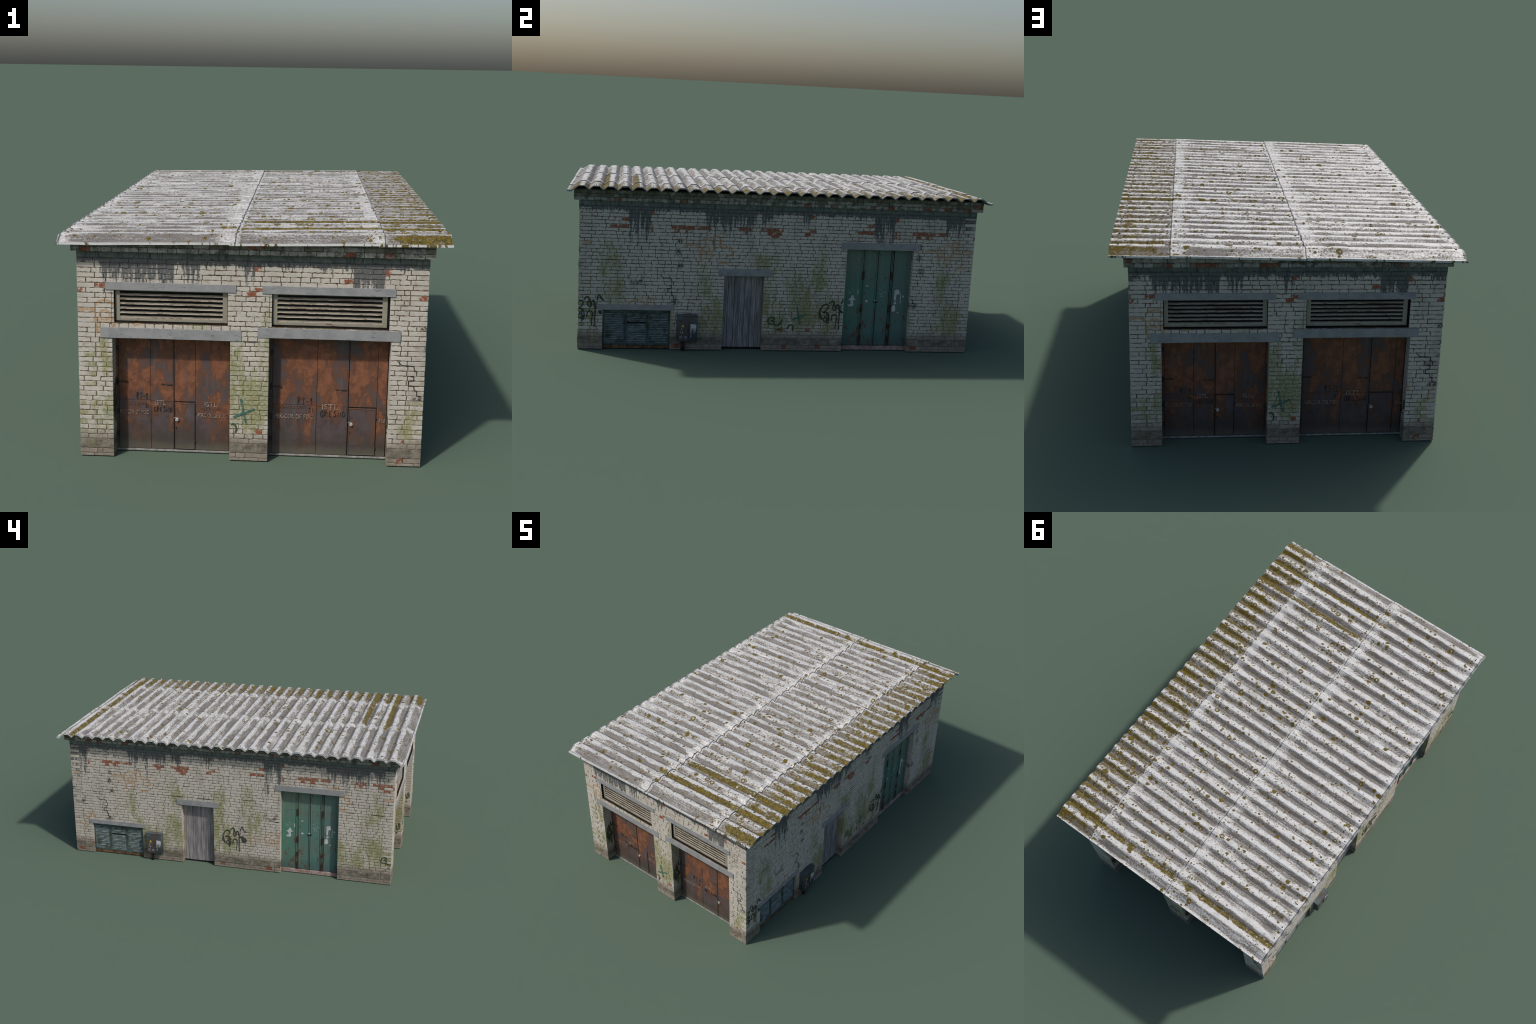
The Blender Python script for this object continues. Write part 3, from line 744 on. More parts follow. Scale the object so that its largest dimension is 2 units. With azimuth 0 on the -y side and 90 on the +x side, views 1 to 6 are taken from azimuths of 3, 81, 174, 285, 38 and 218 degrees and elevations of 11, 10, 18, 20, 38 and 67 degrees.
def brick_outline(a, b, c, d, rnd, edge_a=False, edge_b=False):
    """irregular front outline of one brick with worn corners"""
    j = 0.0011
    pts = []
    nx = 3 if b - a < 0.04 else 6
    ch = [rnd.random() for _ in range(4)]

    def corner(x, z, dx, dz, k, free):
        cut = 0.0008 + (0.0032 * rnd.random() if ch[k] < 0.50 and free else 0)
        return [(x + dx * 0, z + dz * cut), (x + dx * cut * rnd.uniform(0.7, 1.6), z)]

    bl, br, tr, tl = corner(a, c, 1, 1, 0, not edge_a), corner(b, c, -1, 1, 1, not edge_b), corner(b, d, -1, -1, 2, not edge_b), corner(a, d, 1, -1, 3, not edge_a)
    pts += bl
    pts += [(a + (b - a) * (k + 1) / (nx + 1), c + rnd.uniform(-j, j * 1.6)) for k in range(nx)]
    pts += br[::-1]
    pts.append((b + (0 if edge_b else rnd.uniform(-j, j)), (c + d) / 2))
    pts += tr
    pts += [(b - (b - a) * (k + 1) / (nx + 1), d + rnd.uniform(-j * 1.6, j)) for k in range(nx)]
    pts += tl[::-1]
    pts.append((a + (0 if edge_a else rnd.uniform(-j, j)), (c + d) / 2))
    return [(x, max(z, 0.0)) for x, z in pts]


def brick_rows(half, open_, owner_even, seed):
    """list of (s0, s1, z0, z1, at_edge0, at_edge1) for a running wall; corners toothed with the neighbour wall"""
    rnd = random.Random(seed)
    rows = []
    z, k = 0.0, 0
    edges = [0.0, FIRST]
    while edges[-1] < 0.677:
        edges.append(edges[-1] + COURSE)
    # courses 2 and 3 are covered by the grey render band
    for k in range(len(edges) - 1):
        z0, z1 = edges[k], edges[k + 1]
        if k in (3,):
            continue
        if k == 2:
            z1 = edges[4] - 0.0006
        lim = half if (k % 2 == 0) == owner_even else half - RECESS - 0.0012
        spans = [(-lim, lim)]
        for a, b, c, d in open_:
            if min(d, z1) - max(c, z0) > 0.004:
                new = []
                for p, q in spans:
                    if b <= p or a >= q:
                        new.append((p, q))
                    else:
                        if a > p:
                            new.append((p, a))
                        if b < q:
                            new.append((b, q))
                spans = new
        for p, q in spans:
            s = p
            header = k % 2 == 1
            first = True
            while s < q - 1e-6:
                if k == 2:
                    w = rnd.uniform(0.10, 0.28)
                else:
                    w = 0.0312 if (header if rnd.random() < 0.80 else not header) else 0.0615
                    w *= rnd.uniform(0.90, 1.10)
                    if first:
                        w *= rnd.choice((0.5, 0.75, 1.0))
                e = s + w
                if q - e < 0.015:
                    e = q
                rows.append((s, e, z0, z1, first, e >= q - 1e-6, k))
                first = False
                s = e
    return rows


GAP = 0.0022


def build_bricks(half, open_, owner_even, seed):
    rnd = random.Random(seed + 77)
    singles, rest = [], MB()
    rows = brick_rows(half, open_, owner_even, seed)
    order = sorted(range(len(rows)), key=lambda i: -(rows[i][1] - rows[i][0]) if rows[i][6] != 2 else 9)
    named = set(order[:72])
    for i, (a, b, c, d, e0, e1, k) in enumerate(rows):
        g0, g1 = (0.0 if e0 else GAP / 2), (0.0 if e1 else GAP / 2)
        if rnd.random() < 0.07:
            g1 += 0.0012 if not e1 else 0
        zl = GAP / 2 * rnd.choice((0.6, 1.0, 1.0, 1.5)) if c > 0 else 0.0
        out = brick_outline(a + g0, b - g1, c + zl, d - GAP / 2 * rnd.choice((0.5, 0.9, 1.3)), rnd, e0, e1)
        y = rnd.gauss(0.0, 0.00040)
        if k == 2:
            y -= 0.0007
            n_ = 14
            out = [(a + g0, c + 0.001)] + [(a + (b - a) * q / n_, c + rnd.uniform(0.0, 0.0035)) for q in range(1, n_)] + [(b - g1, c + 0.001), (b - g1, d - 0.002)] + [(b - (b - a) * q / n_, d - rnd.uniform(-0.002, 0.0045)) for q in range(1, n_)] + [(a + g0, d - 0.002)]
        mb = MB() if i in named else rest
        mb.prism(out, y, RECESS - 0.002, rnd.uniform(0.0006, 0.0011), 1 if k == 2 else 0)
        if i in named:
            singles.append(mb)
    return singles, rest


def in_open(s, z, open_):
    return any(a - 0.004 < s < b + 0.004 and c - 0.004 < z < d + 0.004 for a, b, c, d in open_)


# graffiti and cracks in texture length t / height z, kept where a wall shows them
TAG = [([(0.940, 0.175), (0.955, 0.160), (0.946, 0.148), (0.935, 0.156), (0.948, 0.172), (0.960, 0.150)], 0.005), ([(0.985, 0.240), (0.992, 0.215), (1.003, 0.235), (1.010, 0.205), (1.020, 0.225)], 0.005), ([(1.022, 0.196), (1.036, 0.200), (1.030, 0.180), (1.046, 0.192), (1.040, 0.170), (1.052, 0.176)], 0.008), ([(0.952, 0.190), (0.953, 0.130)], 0.005), ([(0.998, 0.150), (0.997, 0.112)], 0.0045), ([(1.012, 0.145), (1.013, 0.105)], 0.0045),
       ([(0.915, 0.165), (0.918, 0.205), (0.938, 0.232), (0.957, 0.226), (0.950, 0.205), (0.930, 0.192)], 0.006), ([(0.930, 0.192), (0.955, 0.190), (0.963, 0.165), (0.958, 0.138)], 0.006),
       ([(0.960, 0.235), (0.975, 0.250), (0.985, 0.240), (0.978, 0.215), (0.988, 0.203), (0.998, 0.212)], 0.006), ([(0.995, 0.210), (0.998, 0.230), (1.008, 0.228), (1.013, 0.190), (1.011, 0.140)], 0.0062),
       ([(0.975, 0.150), (0.978, 0.175), (0.990, 0.183), (1.000, 0.175), (1.000, 0.150)], 0.0055), ([(0.915, 0.195), (0.925, 0.165), (0.928, 0.155)], 0.007),
       ([(1.016, 0.205), (1.028, 0.190), (1.040, 0.182), (1.055, 0.188)], 0.010), ([(1.020, 0.235), (1.030, 0.262), (1.042, 0.240), (1.056, 0.233)], 0.006), ([(1.030, 0.175), (1.045, 0.170), (1.058, 0.178)], 0.009)]
SIGN_Q = [([(0.698, 0.150), (0.690, 0.165), (0.672, 0.160), (0.666, 0.143), (0.676, 0.131), (0.694, 0.132), (0.704, 0.124), (0.716, 0.124), (0.722, 0.140)], 0.0062), ([(0.716, 0.126), (0.728, 0.135), (0.735, 0.157)], 0.006),
          ([(0.680, 0.150), (0.692, 0.146), (0.697, 0.138)], 0.0075), ([(0.760, 0.105), (0.768, 0.122), (0.782, 0.128), (0.790, 0.112), (0.786, 0.098)], 0.0065), ([(0.702, 0.103), (0.722, 0.106), (0.734, 0.101)], 0.006)]
CROSS = [([(0.804, 0.217), (0.809, 0.190), (0.815, 0.160), (0.822, 0.132)], 0.0072), ([(0.780, 0.152), (0.805, 0.163), (0.830, 0.173), (0.850, 0.183)], 0.0068)]
CRACKS = [([(0.143, 0.363), (0.161, 0.347), (0.199, 0.345), (0.2005, 0.330), (0.2085, 0.328), (0.209, 0.3125)], 0.0030), ([(0.185, 0.3115), (0.2005, 0.310), (0.2000, 0.297), (0.184, 0.2955), (0.1835, 0.2795), (0.201, 0.278), (0.2035, 0.263), (0.211, 0.262), (0.2125, 0.245), (0.226, 0.243)], 0.0031),
          ([(0.045, 0.331), (0.065, 0.333)], 0.0026), ([(0.052, 0.313), (0.072, 0.310), (0.083, 0.312)], 0.0026), ([(0.60, 0.4107), (0.68, 0.4105)], 0.0018), ([(0.76, 0.4105), (0.86, 0.4105)], 0.0018), ([(-0.13, 0.4275), (-0.06, 0.4275)], 0.0018), ([(0.08, 0.5110), (0.11, 0.5110)], 0.0022),
          ([(0.47, 0.4105), (0.51, 0.4104)], 0.0020), ([(0.68, 0.4778), (0.715, 0.4778)], 0.0020), ([(0.12, 0.3943), (0.145, 0.3943)], 0.0022)]


def strokes(wall, s0, half, open_, rnd, boxes):
    for group, mat, name, y, curvy in ((TAG, "spray_black", "graffiti_tag", -0.0011, True), (SIGN_Q, "spray_green", "graffiti_sign", -0.0012, True), (CROSS, "spray_teal", "graffiti_cross", -0.0013, False), (CRACKS, "crack", "crack", -0.0009, False)):
        for rep in (-1, 0, 1, 2):
            mb = MB()
            for kk, (pts, w) in enumerate(group):
                line = smoothed(pts, 7) if curvy else [(p[0] + (q[0] - p[0]) * k / 4, p[1] + (q[1] - p[1]) * k / 4) for p, q in zip(pts, pts[1:]) for k in range(4)] + [pts[-1]]
                run = []
                for tt, z in line:
                    s = s0 + tt + rep * PERIOD
                    ok = abs(s) < half - 0.003 and not in_open(s, z, open_ + boxes)
                    if ok:
                        run.append((s, z))
                    if (not ok or (tt, z) == line[-1]) and run:
                        if len(run) > 1:
                            mb.ribbon(run, w, y - 0.00007 * kk, 0, 0.0006, rnd)
                        run = []
            if mb.f:
                mb.obj(name, [M[mat]], wall)


# ------------------------------------------------------------------ fittings (all in wall frame coordinates)
def lintels(wall, rects, seed):
    rnd = random.Random(seed)
    for a, b, c, d in rects:
        c += 0.0010
        mb = MB()
        n = 9
        top = [(b + (a - b) * k / n, d + (rnd.uniform(-0.0005, 0.0005) if 0 < k < n else 0)) for k in range(n + 1)]
        bot = [(a + (b - a) * k / n, c + (rnd.uniform(-0.0005, 0.0006) if 0 < k < n else 0)) for k in range(n + 1)]
        mb.prism(bot + top, -0.0030, 0.050, 0.0006)
        mb.obj("lintel", [M["concrete"]], wall)


def text_mesh(name, body, s0, s1, z0, z1, y, mat, parent, bold=0.0, slant=0.0):
    cu = bpy.data.curves.new(name, "FONT")
    cu.body, cu.size, cu.extrude, cu.offset, cu.shear, cu.resolution_u = body, 1.0, 0.02, bold, slant, 3
    tmp = link(bpy.data.objects.new("text_helper", cu))
    bpy.context.view_layer.update()
    me = bpy.data.meshes.new_from_object(tmp.evaluated_get(bpy.context.evaluated_depsgraph_get()))
    bpy.data.objects.remove(tmp)
    bpy.data.curves.remove(cu)
    xs, zs = [v.co.x for v in me.vertices], [v.co.y for v in me.vertices]
    x0, x1, h0, h1 = min(xs), max(xs), min(zs), max(zs)
    for v in me.vertices:
        v.co = (s0 + (v.co.x - x0) / (x1 - x0) * (s1 - s0), y - v.co.z * 0.01, z0 + (v.co.y - h0) / (h1 - h0) * (z1 - z0))
    me.name = name
    me.materials.clear()
    me.materials.append(mat)
    return link(bpy.data.objects.new(name, me), parent)


LETTERS = {"R": [[(0, 0), (0.05, 1), (0.55, 0.95), (0.62, 0.7), (0.1, 0.52)], [(0.15, 0.52), (0.7, 0.0)]], "T": [[(0, 0.95), (1.0, 1.0)], [(0.5, 0.97), (0.42, 0.0)]], "-": [[(0.1, 0.48), (0.8, 0.5)]], "1": [[(0.1, 0.6), (0.5, 1.0), (0.48, 0.0)]],
           "S": [[(0.8, 0.85), (0.45, 1.0), (0.15, 0.78), (0.7, 0.4), (0.6, 0.08), (0.0, 0.1)]], "I": [[(0.5, 1.0), (0.42, 0.0)]], "G": [[(0.8, 0.85), (0.4, 1.0), (0.05, 0.55), (0.25, 0.05), (0.75, 0.1), (0.8, 0.45), (0.45, 0.42)]],
           "E": [[(0.75, 1.0), (0.1, 0.95), (0.05, 0.05), (0.75, 0.0)], [(0.08, 0.5), (0.6, 0.55)]], "N": [[(0.0, 0.0), (0.1, 1.0), (0.7, 0.1), (0.8, 0.95)]], "O": [[(0.45, 1.0), (0.05, 0.6), (0.3, 0.0), (0.8, 0.4), (0.45, 1.0)]], " ": []}


def handwriting(body, s0, s1, z0, z1, y, mat, parent, seed):
    """letters drawn by hand with a spray can or chalk, one stroke after the other"""
    rnd = random.Random(seed)
    mb = MB()
    w = (s1 - s0) / len(body)
    for i, ch in enumerate(body):
        dz = rnd.uniform(-0.10, 0.10) * (z1 - z0)
        for k, st in enumerate(LETTERS[ch]):
            pts = [(s0 + w * (i + 0.08 + 0.80 * p[0]) + rnd.uniform(-0.0004, 0.0004), z0 + dz + (z1 - z0) * p[1] + rnd.uniform(-0.0004, 0.0004)) for p in st]
            mb.ribbon(smoothed(pts, 4) if len(pts) > 2 and ch not in "ENT" else pts, 0.0017, y - 0.0001 * k, 0, 0.0008, rnd)
    return mb.obj("lettering", [mat], parent)


def garage_door(wall, a, b, top, seams, texts, lock, seed):
    """double leaf sheet steel door with a wicket; seams = (left frame, left seam, centre, wicket right edge, right frame)"""
    rnd = random.Random(seed)
    Y = RECESS
    base = MB()
    base.box(a - 0.002, b + 0.002, Y + 0.004, Y + 0.012, 0.0, top + 0.004)
    door = base.obj("garage_door", [M["iron"]], wall)
    lf, ls, ce, wk, rf = (q + END_DX for q in seams)
    wt = 0.1775

    def panel(name, x0, x1, z0, z1, y=Y, b_=0.0008, mat="rust"):
        if x1 - x0 < 0.002:
            return
        mb = MB()
        n, m = max(2, int((x1 - x0) / 0.012)), max(2, int((z1 - z0) / 0.012))
        # gently buckled sheet
        vs, fs = [], []
        for i in range(n + 1):
            for j in range(m + 1):
                u, w = x0 + (x1 - x0) * i / n, z0 + (z1 - z0) * j / m
                e = min(1.0, 4 * min(i, n - i) / n) * min(1.0, 4 * min(j, m - j) / m)
                vs.append((u, y + e * 0.0014 * mnoise.noise(Vector((u * 22, w * 22, seed))), w))
        for i in range(n):
            for j in range(m):
                q = i * (m + 1) + j
                fs.append((q, q + m + 1, q + m + 2, q + 1))
        k = len(vs)
        rim = [i * (m + 1) for i in range(n + 1)] + [n * (m + 1) + j for j in range(1, m + 1)] + [i * (m + 1) + m for i in range(n - 1, -1, -1)] + [j for j in range(m - 1, 0, -1)]
        vs += [(vs[r][0], y + 0.006, vs[r][2]) for r in rim]
        for i in range(len(rim)):
            j = (i + 1) % len(rim)
            fs.append((rim[i], k + i, k + j, rim[j]))
        mb.add(vs, fs)
        return mb.obj(name, [M[mat]], door, smooth=False)

    g = 0.0007
    panel("door_frame_strip", a, lf - g, 0.008, top + 0.003, Y - 0.001)
    panel("door_panel", lf + g, ls - g, wt + 0.004, top + 0.003)
    panel("door_panel", lf + g, ls - g, 0.008, wt + 0.0028)
    panel("door_panel", ls + g, ce - 0.0045, wt + 0.001, top + 0.003)
    panel("door_panel", ls + g, ce - 0.0045, 0.008, wt - 0.0002)
    panel("door_edge_strip", ce - 0.0040, ce - 0.0010, 0.008, top + 0.003, Y - 0.0015)
    panel("door_panel", ce + 0.0020, wk - g, wt + 0.002, top + 0.003)
    panel("wicket_door", ce + 0.0026, wk - 0.0016, 0.010, wt - 0.003, Y - 0.0012)
    panel("door_panel", wk + g, rf - g, 0.008, top + 0.003)
    panel("door_frame_strip", rf + g, b, 0.008, top + 0.003, Y - 0.001)
    # raised border of the wicket
    mb = MB()
    x0, x1, z0, z1 = ce + 0.003, wk - 0.002, 0.0105, wt - 0.0035
    for p in ((x0, x0 + 0.003, z0, z1), (x1 - 0.003, x1, z0, z1), (x0 + 0.003, x1 - 0.003, z0, z0 + 0.003), (x0 + 0.003, x1 - 0.003, z1 - 0.003, z1)):
        mb.bbox(p[0], p[1], Y - 0.0024, Y - 0.0006, p[2], p[3], 0.0005)
    mb.obj("wicket_border", [M["rust"]], door)
    # threshold
    mb = MB()
    mb.bbox(a, b, Y - 0.0030, Y + 0.006, 0.0, 0.0058, 0.0008)
    mb.obj("threshold", [M["threshold"]], door)
    # iron fittings: strap hinge, latch bars, keyhole, small hinges
    mb = MB()
    zl = 0.243
    mb.bbox(lf - 0.004, lf + 0.030, Y - 0.003, Y, zl - 0.0012, zl + 0.0016, 0.0006)
    mb.bbox(lf + 0.022, lf + 0.031, Y - 0.0036, Y, zl - 0.0028, zl + 0.0030, 0.0008)
    mb.bbox(lf - 0.006, lf + 0.001, Y - 0.0040, Y, zl - 0.010, zl + 0.012, 0.0008)
    mb.obj("strap_hinge", [M["iron"]], door)
    mb = MB()
    mb.bbox(ce - 0.043, ce - 0.030, Y - 0.003, Y, zl - 0.0065, zl - 0.0035, 0.0006)
    mb.bbox(ce - 0.025, ce - 0.005, Y - 0.003, Y, zl - 0.0070, zl - 0.0045, 0.0006)
    mb.obj("latch", [M["iron"]], door)
    for zz in (0.060, 0.138, 0.36):
        mb = MB()
        mb.bbox(lf - 0.006, lf - 0.0005, Y - 0.0034, Y, zz - 0.008, zz + 0.010, 0.0008)
        mb.obj("hinge", [M["iron"]], door)
    mb = MB()
    mb.bbox(wk - 0.003, wk + 0.0010, Y - 0.004, Y, 0.032, 0.043, 0.0008)
    mb.bbox(wk - 0.001, wk + 0.0020, Y - 0.004, Y, 0.137, 0.143, 0.0008)
    mb.obj("hinge", [M["rust_dark"]], door)
    # padlock with keyhole plate
    px, pz = lock[0] + END_DX, lock[1]
    mb = MB()
    mb.prism([(px + 0.0060 * math.cos(q), pz + 0.0062 * math.sin(q)) for q in [i * math.tau / 14 for i in range(14)]], Y - 0.008, Y - 0.001, 0.0018)
    mb.tube([(px - 0.006 + 0.004 * math.cos(q), Y - 0.004, pz + 0.004 + 0.004 * math.sin(q)) for q in [i * math.pi / 6 for i in range(7)]], 0.0010, 6)
    mb.obj("padlock", [M["zinc"]], door)
    mb = MB()
    mb.prism([(px - 0.004 + 0.0030 * math.cos(q), pz - 0.030 + 0.0034 * math.sin(q)) for q in [i * math.tau / 10 for i in range(10)]], Y - 0.0032, Y, 0.0006)
    mb.bbox(px - 0.010, px - 0.0045, Y - 0.0035, Y, pz + 0.002, pz + 0.0045, 0.0006)
    mb.obj("keyhole_plate", [M["iron"]], door)
    for body, s0, s1, z0, z1, mat, bold in texts:
        s0, s1 = s0 + END_DX, s1 + END_DX
        if mat == "scrawl":
            handwriting(body, s0, s1, z0, z1, Y - 0.0022, M[mat], door, seed + len(body))
        else:
            text_mesh("lettering", body, s0, s1, z0, z1, Y - 0.0021, M[mat], door, bold)
    return door


def vent(wall, a, b, c, d):
    Y = 0.010
    mb = MB()
    mb.box(a - 0.002, b + 0.002, 0.0160, 0.026, c - 0.002, d + 0.004)
    mb.box(a + 0.0005, a + 0.0015, 0.003, 0.0158, c + 0.0005, d)   # dark reveals
    mb.box(b - 0.0015, b - 0.0005, 0.003, 0.0158, c + 0.0005, d)
    mb.box(a + 0.0016, b - 0.0016, 0.003, 0.0158, c + 0.0004, c + 0.0014)
    v = mb.obj("vent", [M["dark"]], wall)
    x0, x1, z0, z1 = a + 0.0020, b - (0.0070 if a > 0 else 0.0012), c + 0.0035, d - 0.001
    li, lo, lz0, lz1 = x0 + 0.0155, x1 - 0.0165, z0 + 0.010, z1 - 0.0035
    fr = MB()
    Y = 0.0110
    fr.bbox(x0, li, Y, Y + 0.0120, z0, z1, 0.0010)
    fr.bbox(lo, x1, Y, Y + 0.0120, z0, z1, 0.0010)
    fr.bbox(li, lo, Y + 0.0003, Y + 0.0120, z0, lz0, 0.0010)
    fr.bbox(li, lo, Y + 0.0003, Y + 0.0120, lz1, z1, 0.0008)
    fr.obj("vent_frame", [M["vent"]], v)
    n = 6
    p = (lz1 - lz0) / n
    sl = MB()
    # slat section: leaning blade ending in a rusty lip
    sec = [(Y + 0.0026, p * 0.46), (Y + 0.0016, p * 0.20), (Y + 0.0003, p * 0.16), (Y + 0.0002, p * 0.02), (Y + 0.0020, p * 0.0), (Y + 0.0036, p * 0.44)]
    m = 26
    rows = []
    for i in range(m + 1):
        u = li - 0.001 + (lo - li + 0.002) * i / m
        wv = 0.0004 * math.sin(i * 1.7) * math.sin(i * 0.6)
        rows.append([(u, q[0], q[1] + wv) for q in sec])
    k = len(sec)
    vs = [q for r in rows for q in r]
    for i in range(m):
        for j in range(k):
            j2 = (j + 1) % k
            sl.add([], [], 0)
            sl.f.append([i * k + j, i * k + j2, (i + 1) * k + j2, (i + 1) * k + j])
            sl.m.append(1 if j in (1, 2, 3) else 0)
    sl.v = [tuple(q) for q in vs]
    sl.f.append(list(range(k)))
    sl.f.append([m * k + j for j in range(k)][::-1])
    sl.m += [0, 0]
    me = sl.mesh("slat", [M["slat"], M["lip"]])
    for i in range(n):
        # each slat keeps its own place in the paint and rust pattern
        own = me.copy()
        own.transform(Matrix.Translation((0, 0, lz0 + p * i)))
        link(bpy.data.objects.new("slat", own), v)
    return v


def plank_door(wall, a, b, top, seed):
    rnd = random.Random(seed)
    Y = 0.035
    mb = MB()
    mb.box(a - 0.002, b + 0.002, Y + 0.006, Y + 0.016, 0.0, top + 0.003)
    door = mb.obj("plank_door", [M["dark"]], wall)
    cuts = [0.0, 0.13, 0.285, 0.41, 0.545, 0.70, 0.83, 1.0]
    for p, q in zip(cuts, cuts[1:]):
        x0, x1 = a + (b - a) * p + 0.0003, a + (b - a) * q - 0.0003
        mb = MB()
        n = 12
        y = Y + rnd.uniform(-0.0008, 0.0008)
        left = [(x0 + rnd.uniform(0, 0.0006), top + 0.002 - (top - 0.004) * k / n) for k in range(n + 1)]
        right = [(x1 - rnd.uniform(0, 0.0006), 0.006 + (top - 0.004) * k / n + rnd.uniform(0, 0.0005)) for k in range(n + 1)]
        mb.prism(left + right, y, y + 0.008, 0.0010)
        mb.obj("plank", [M["wood"]], door)
    mb = MB()
    mb.box(a, b, Y - 0.001, Y + 0.010, 0.0, 0.006)
    mb.obj("threshold", [M["dark"]], door)
    return door


def blob(cx, cz, rx, rz, rnd, n=16, rough=0.3):
    return [(cx + rx * math.cos(i * math.tau / n) * (1 + rnd.uniform(-rough, rough)), cz + rz * math.sin(i * math.tau / n) * (1 + rnd.uniform(-rough, rough))) for i in range(n)]


def folding_door(wall, a, b, top, seed):
    rnd = random.Random(seed)
    Y = 0.030
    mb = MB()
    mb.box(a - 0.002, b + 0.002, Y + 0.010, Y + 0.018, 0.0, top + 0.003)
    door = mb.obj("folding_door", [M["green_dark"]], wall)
    W = b - a
    z0, z1 = 0.0235, top + 0.003

    def X(f):
        return a + W * f

    leaves = [(0.012, 0.268), (0.302, 0.494), (0.506, 0.690), (0.742, 0.955)]
    for p, q in leaves:
        mb = MB()
        x0, x1 = X(p), X(q)
        # pressed steel leaf: flat field with folded rims and two shallow cross seams
        mb.bbox(x0, x1, Y + 0.004, Y + 0.010, z0, z1, 0.0005)
        mb.bbox(x0, x0 + 0.0045, Y + 0.0005, Y + 0.0045, z0, z1, 0.0010)
        mb.bbox(x1 - 0.0045, x1, Y + 0.0005, Y + 0.0045, z0, z1, 0.0010)
        mb.bbox(x0 + 0.0045, x1 - 0.0045, Y + 0.0008, Y + 0.0045, z1 - 0.010, z1, 0.0010)
        for zz in (0.105, 0.385):
            mb.bbox(x0 + 0.0045, x1 - 0.0045, Y + 0.0032, Y + 0.0045, zz - 0.0009, zz + 0.0009, 0.0004)
        mb.obj("door_leaf", [M["green"]], door)
    fr = MB()
    for p, q in ((0.0, 0.010), (0.957, 1.0)):
        fr.bbox(X(p), X(q), Y - 0.001, Y + 0.010, z0, z1, 0.0010)
    for p in (0.285, 0.716):
        fr.tube([(X(p) - 0.003, Y + 0.004, z0), (X(p) - 0.003, Y + 0.004, z1)], 0.0020)
        fr.tube([(X(p) + 0.003, Y + 0.004, z0), (X(p) + 0.003, Y + 0.004, z1)], 0.0020)
    fr.obj("door_frame", [M["green"]], door)
    for p in (0.285, 0.716):
        for zz, hh in ((0.372, 0.022), (0.208, 0.020), (0.118, 0.012), (0.050, 0.024)):
            mb = MB()
            mb.bbox(X(p) - 0.0065, X(p) - 0.001, Y - 0.002, Y + 0.006, zz - hh, zz + hh * 0.8, 0.0012)
            mb.bbox(X(p) + 0.001, X(p) + 0.0065, Y - 0.002, Y + 0.006, zz - hh * 0.7, zz + hh, 0.0012)
            mb.tube([(X(p), Y - 0.001, zz - hh), (X(p), Y - 0.001, zz + hh)], 0.0020)
            mb.obj("hinge", [M["rust_dark"]], door)
    mb = MB()
    mb.bbox(X(0.494), X(0.506), Y + 0.003, Y + 0.009, z0, z1, 0.0005)
    mb.bbox(X(0.500), X(0.515), Y + 0.001, Y + 0.005, z0, 0.215, 0.0010)
    mb.obj("meeting_strip", [M["rust_dark"]], door)
    mb = MB()
    mb.bbox(X(0.47), X(0.53), Y - 0.002, Y + 0.003, 0.238, 0.246, 0.0012)
    mb.prism(blob(X(0.485), 0.249, 0.005, 0.004, rnd, 10, 0.15), Y - 0.004, Y + 0.002, 0.0008, 1)
    mb.obj("latch", [M["rust_dark"], M["zinc"]], door)
    # splashes of white paint
    Yp = Y + 0.0034
    sp = MB()
    c1 = X(0.135)
    sp.prism(blob(c1 + 0.004, 0.262, 0.008, 0.010, rnd), Yp, Yp + 0.001)
    sp.prism(blob(c1 + 0.002, 0.252, 0.018, 0.0065, rnd), Yp - 0.0001, Yp + 0.001)
    sp.prism(blob(c1 + 0.003, 0.234, 0.0075, 0.017, rnd), Yp - 0.0002, Yp + 0.001)
    sp.prism(blob(c1 - 0.004, 0.222, 0.014, 0.006, rnd), Yp - 0.0003, Yp + 0.001)
    sp.prism(blob(X(0.225), 0.290, 0.0025, 0.012, rnd, 10), Yp, Yp + 0.001)
    for k in range(9):
        sp.prism(blob(X(0.07) + rnd.uniform(0, 0.035), 0.290 + rnd.uniform(-0.012, 0.016), 0.0020, 0.0012, rnd, 8), Yp, Yp + 0.001)
    c4 = X(0.83)
    sp.prism(blob(c4 - 0.004, 0.292, 0.012, 0.014, rnd), Yp, Yp + 0.001)
    sp.prism(blob(c4 - 0.011, 0.268, 0.0055, 0.026, rnd), Yp - 0.0001, Yp + 0.001)
    sp.prism(blob(c4 - 0.010, 0.236, 0.007, 0.006, rnd), Yp - 0.0002, Yp + 0.001)
    sp.prism(blob(c4 - 0.014, 0.213, 0.010, 0.014, rnd), Yp - 0.0003, Yp + 0.001)
    sp.prism(blob(c4 - 0.020, 0.199, 0.012, 0.006, rnd), Yp - 0.0004, Yp + 0.001)
    sp.bbox(c4 + 0.015, c4 + 0.0185, Yp, Yp + 0.001, 0.236, 0.286, 0.0002)
    sp.prism(blob(c4 + 0.030, 0.270, 0.004, 0.005, rnd, 10), Yp, Yp + 0.001)
    sp.prism(blob(c4 + 0.008, 0.188, 0.004, 0.004, rnd, 10), Yp, Yp + 0.001)
    sp.prism(blob(X(0.365), 0.244, 0.0065, 0.0055, rnd, 12), Yp, Yp + 0.001)
    sp.prism(blob(X(0.36), 0.320, 0.006, 0.004, rnd, 12), Yp, Yp + 0.001)
    for k in range(26):
        sp.prism(blob(X(0.545) + rnd.uniform(0, 0.038), 0.285 + rnd.gauss(0, 0.020), rnd.uniform(0.0008, 0.0028), rnd.uniform(0.0006, 0.0014), rnd, 7), Yp, Yp + 0.001)
    sp.obj("paint_splash", [M["white_paint"]], door)
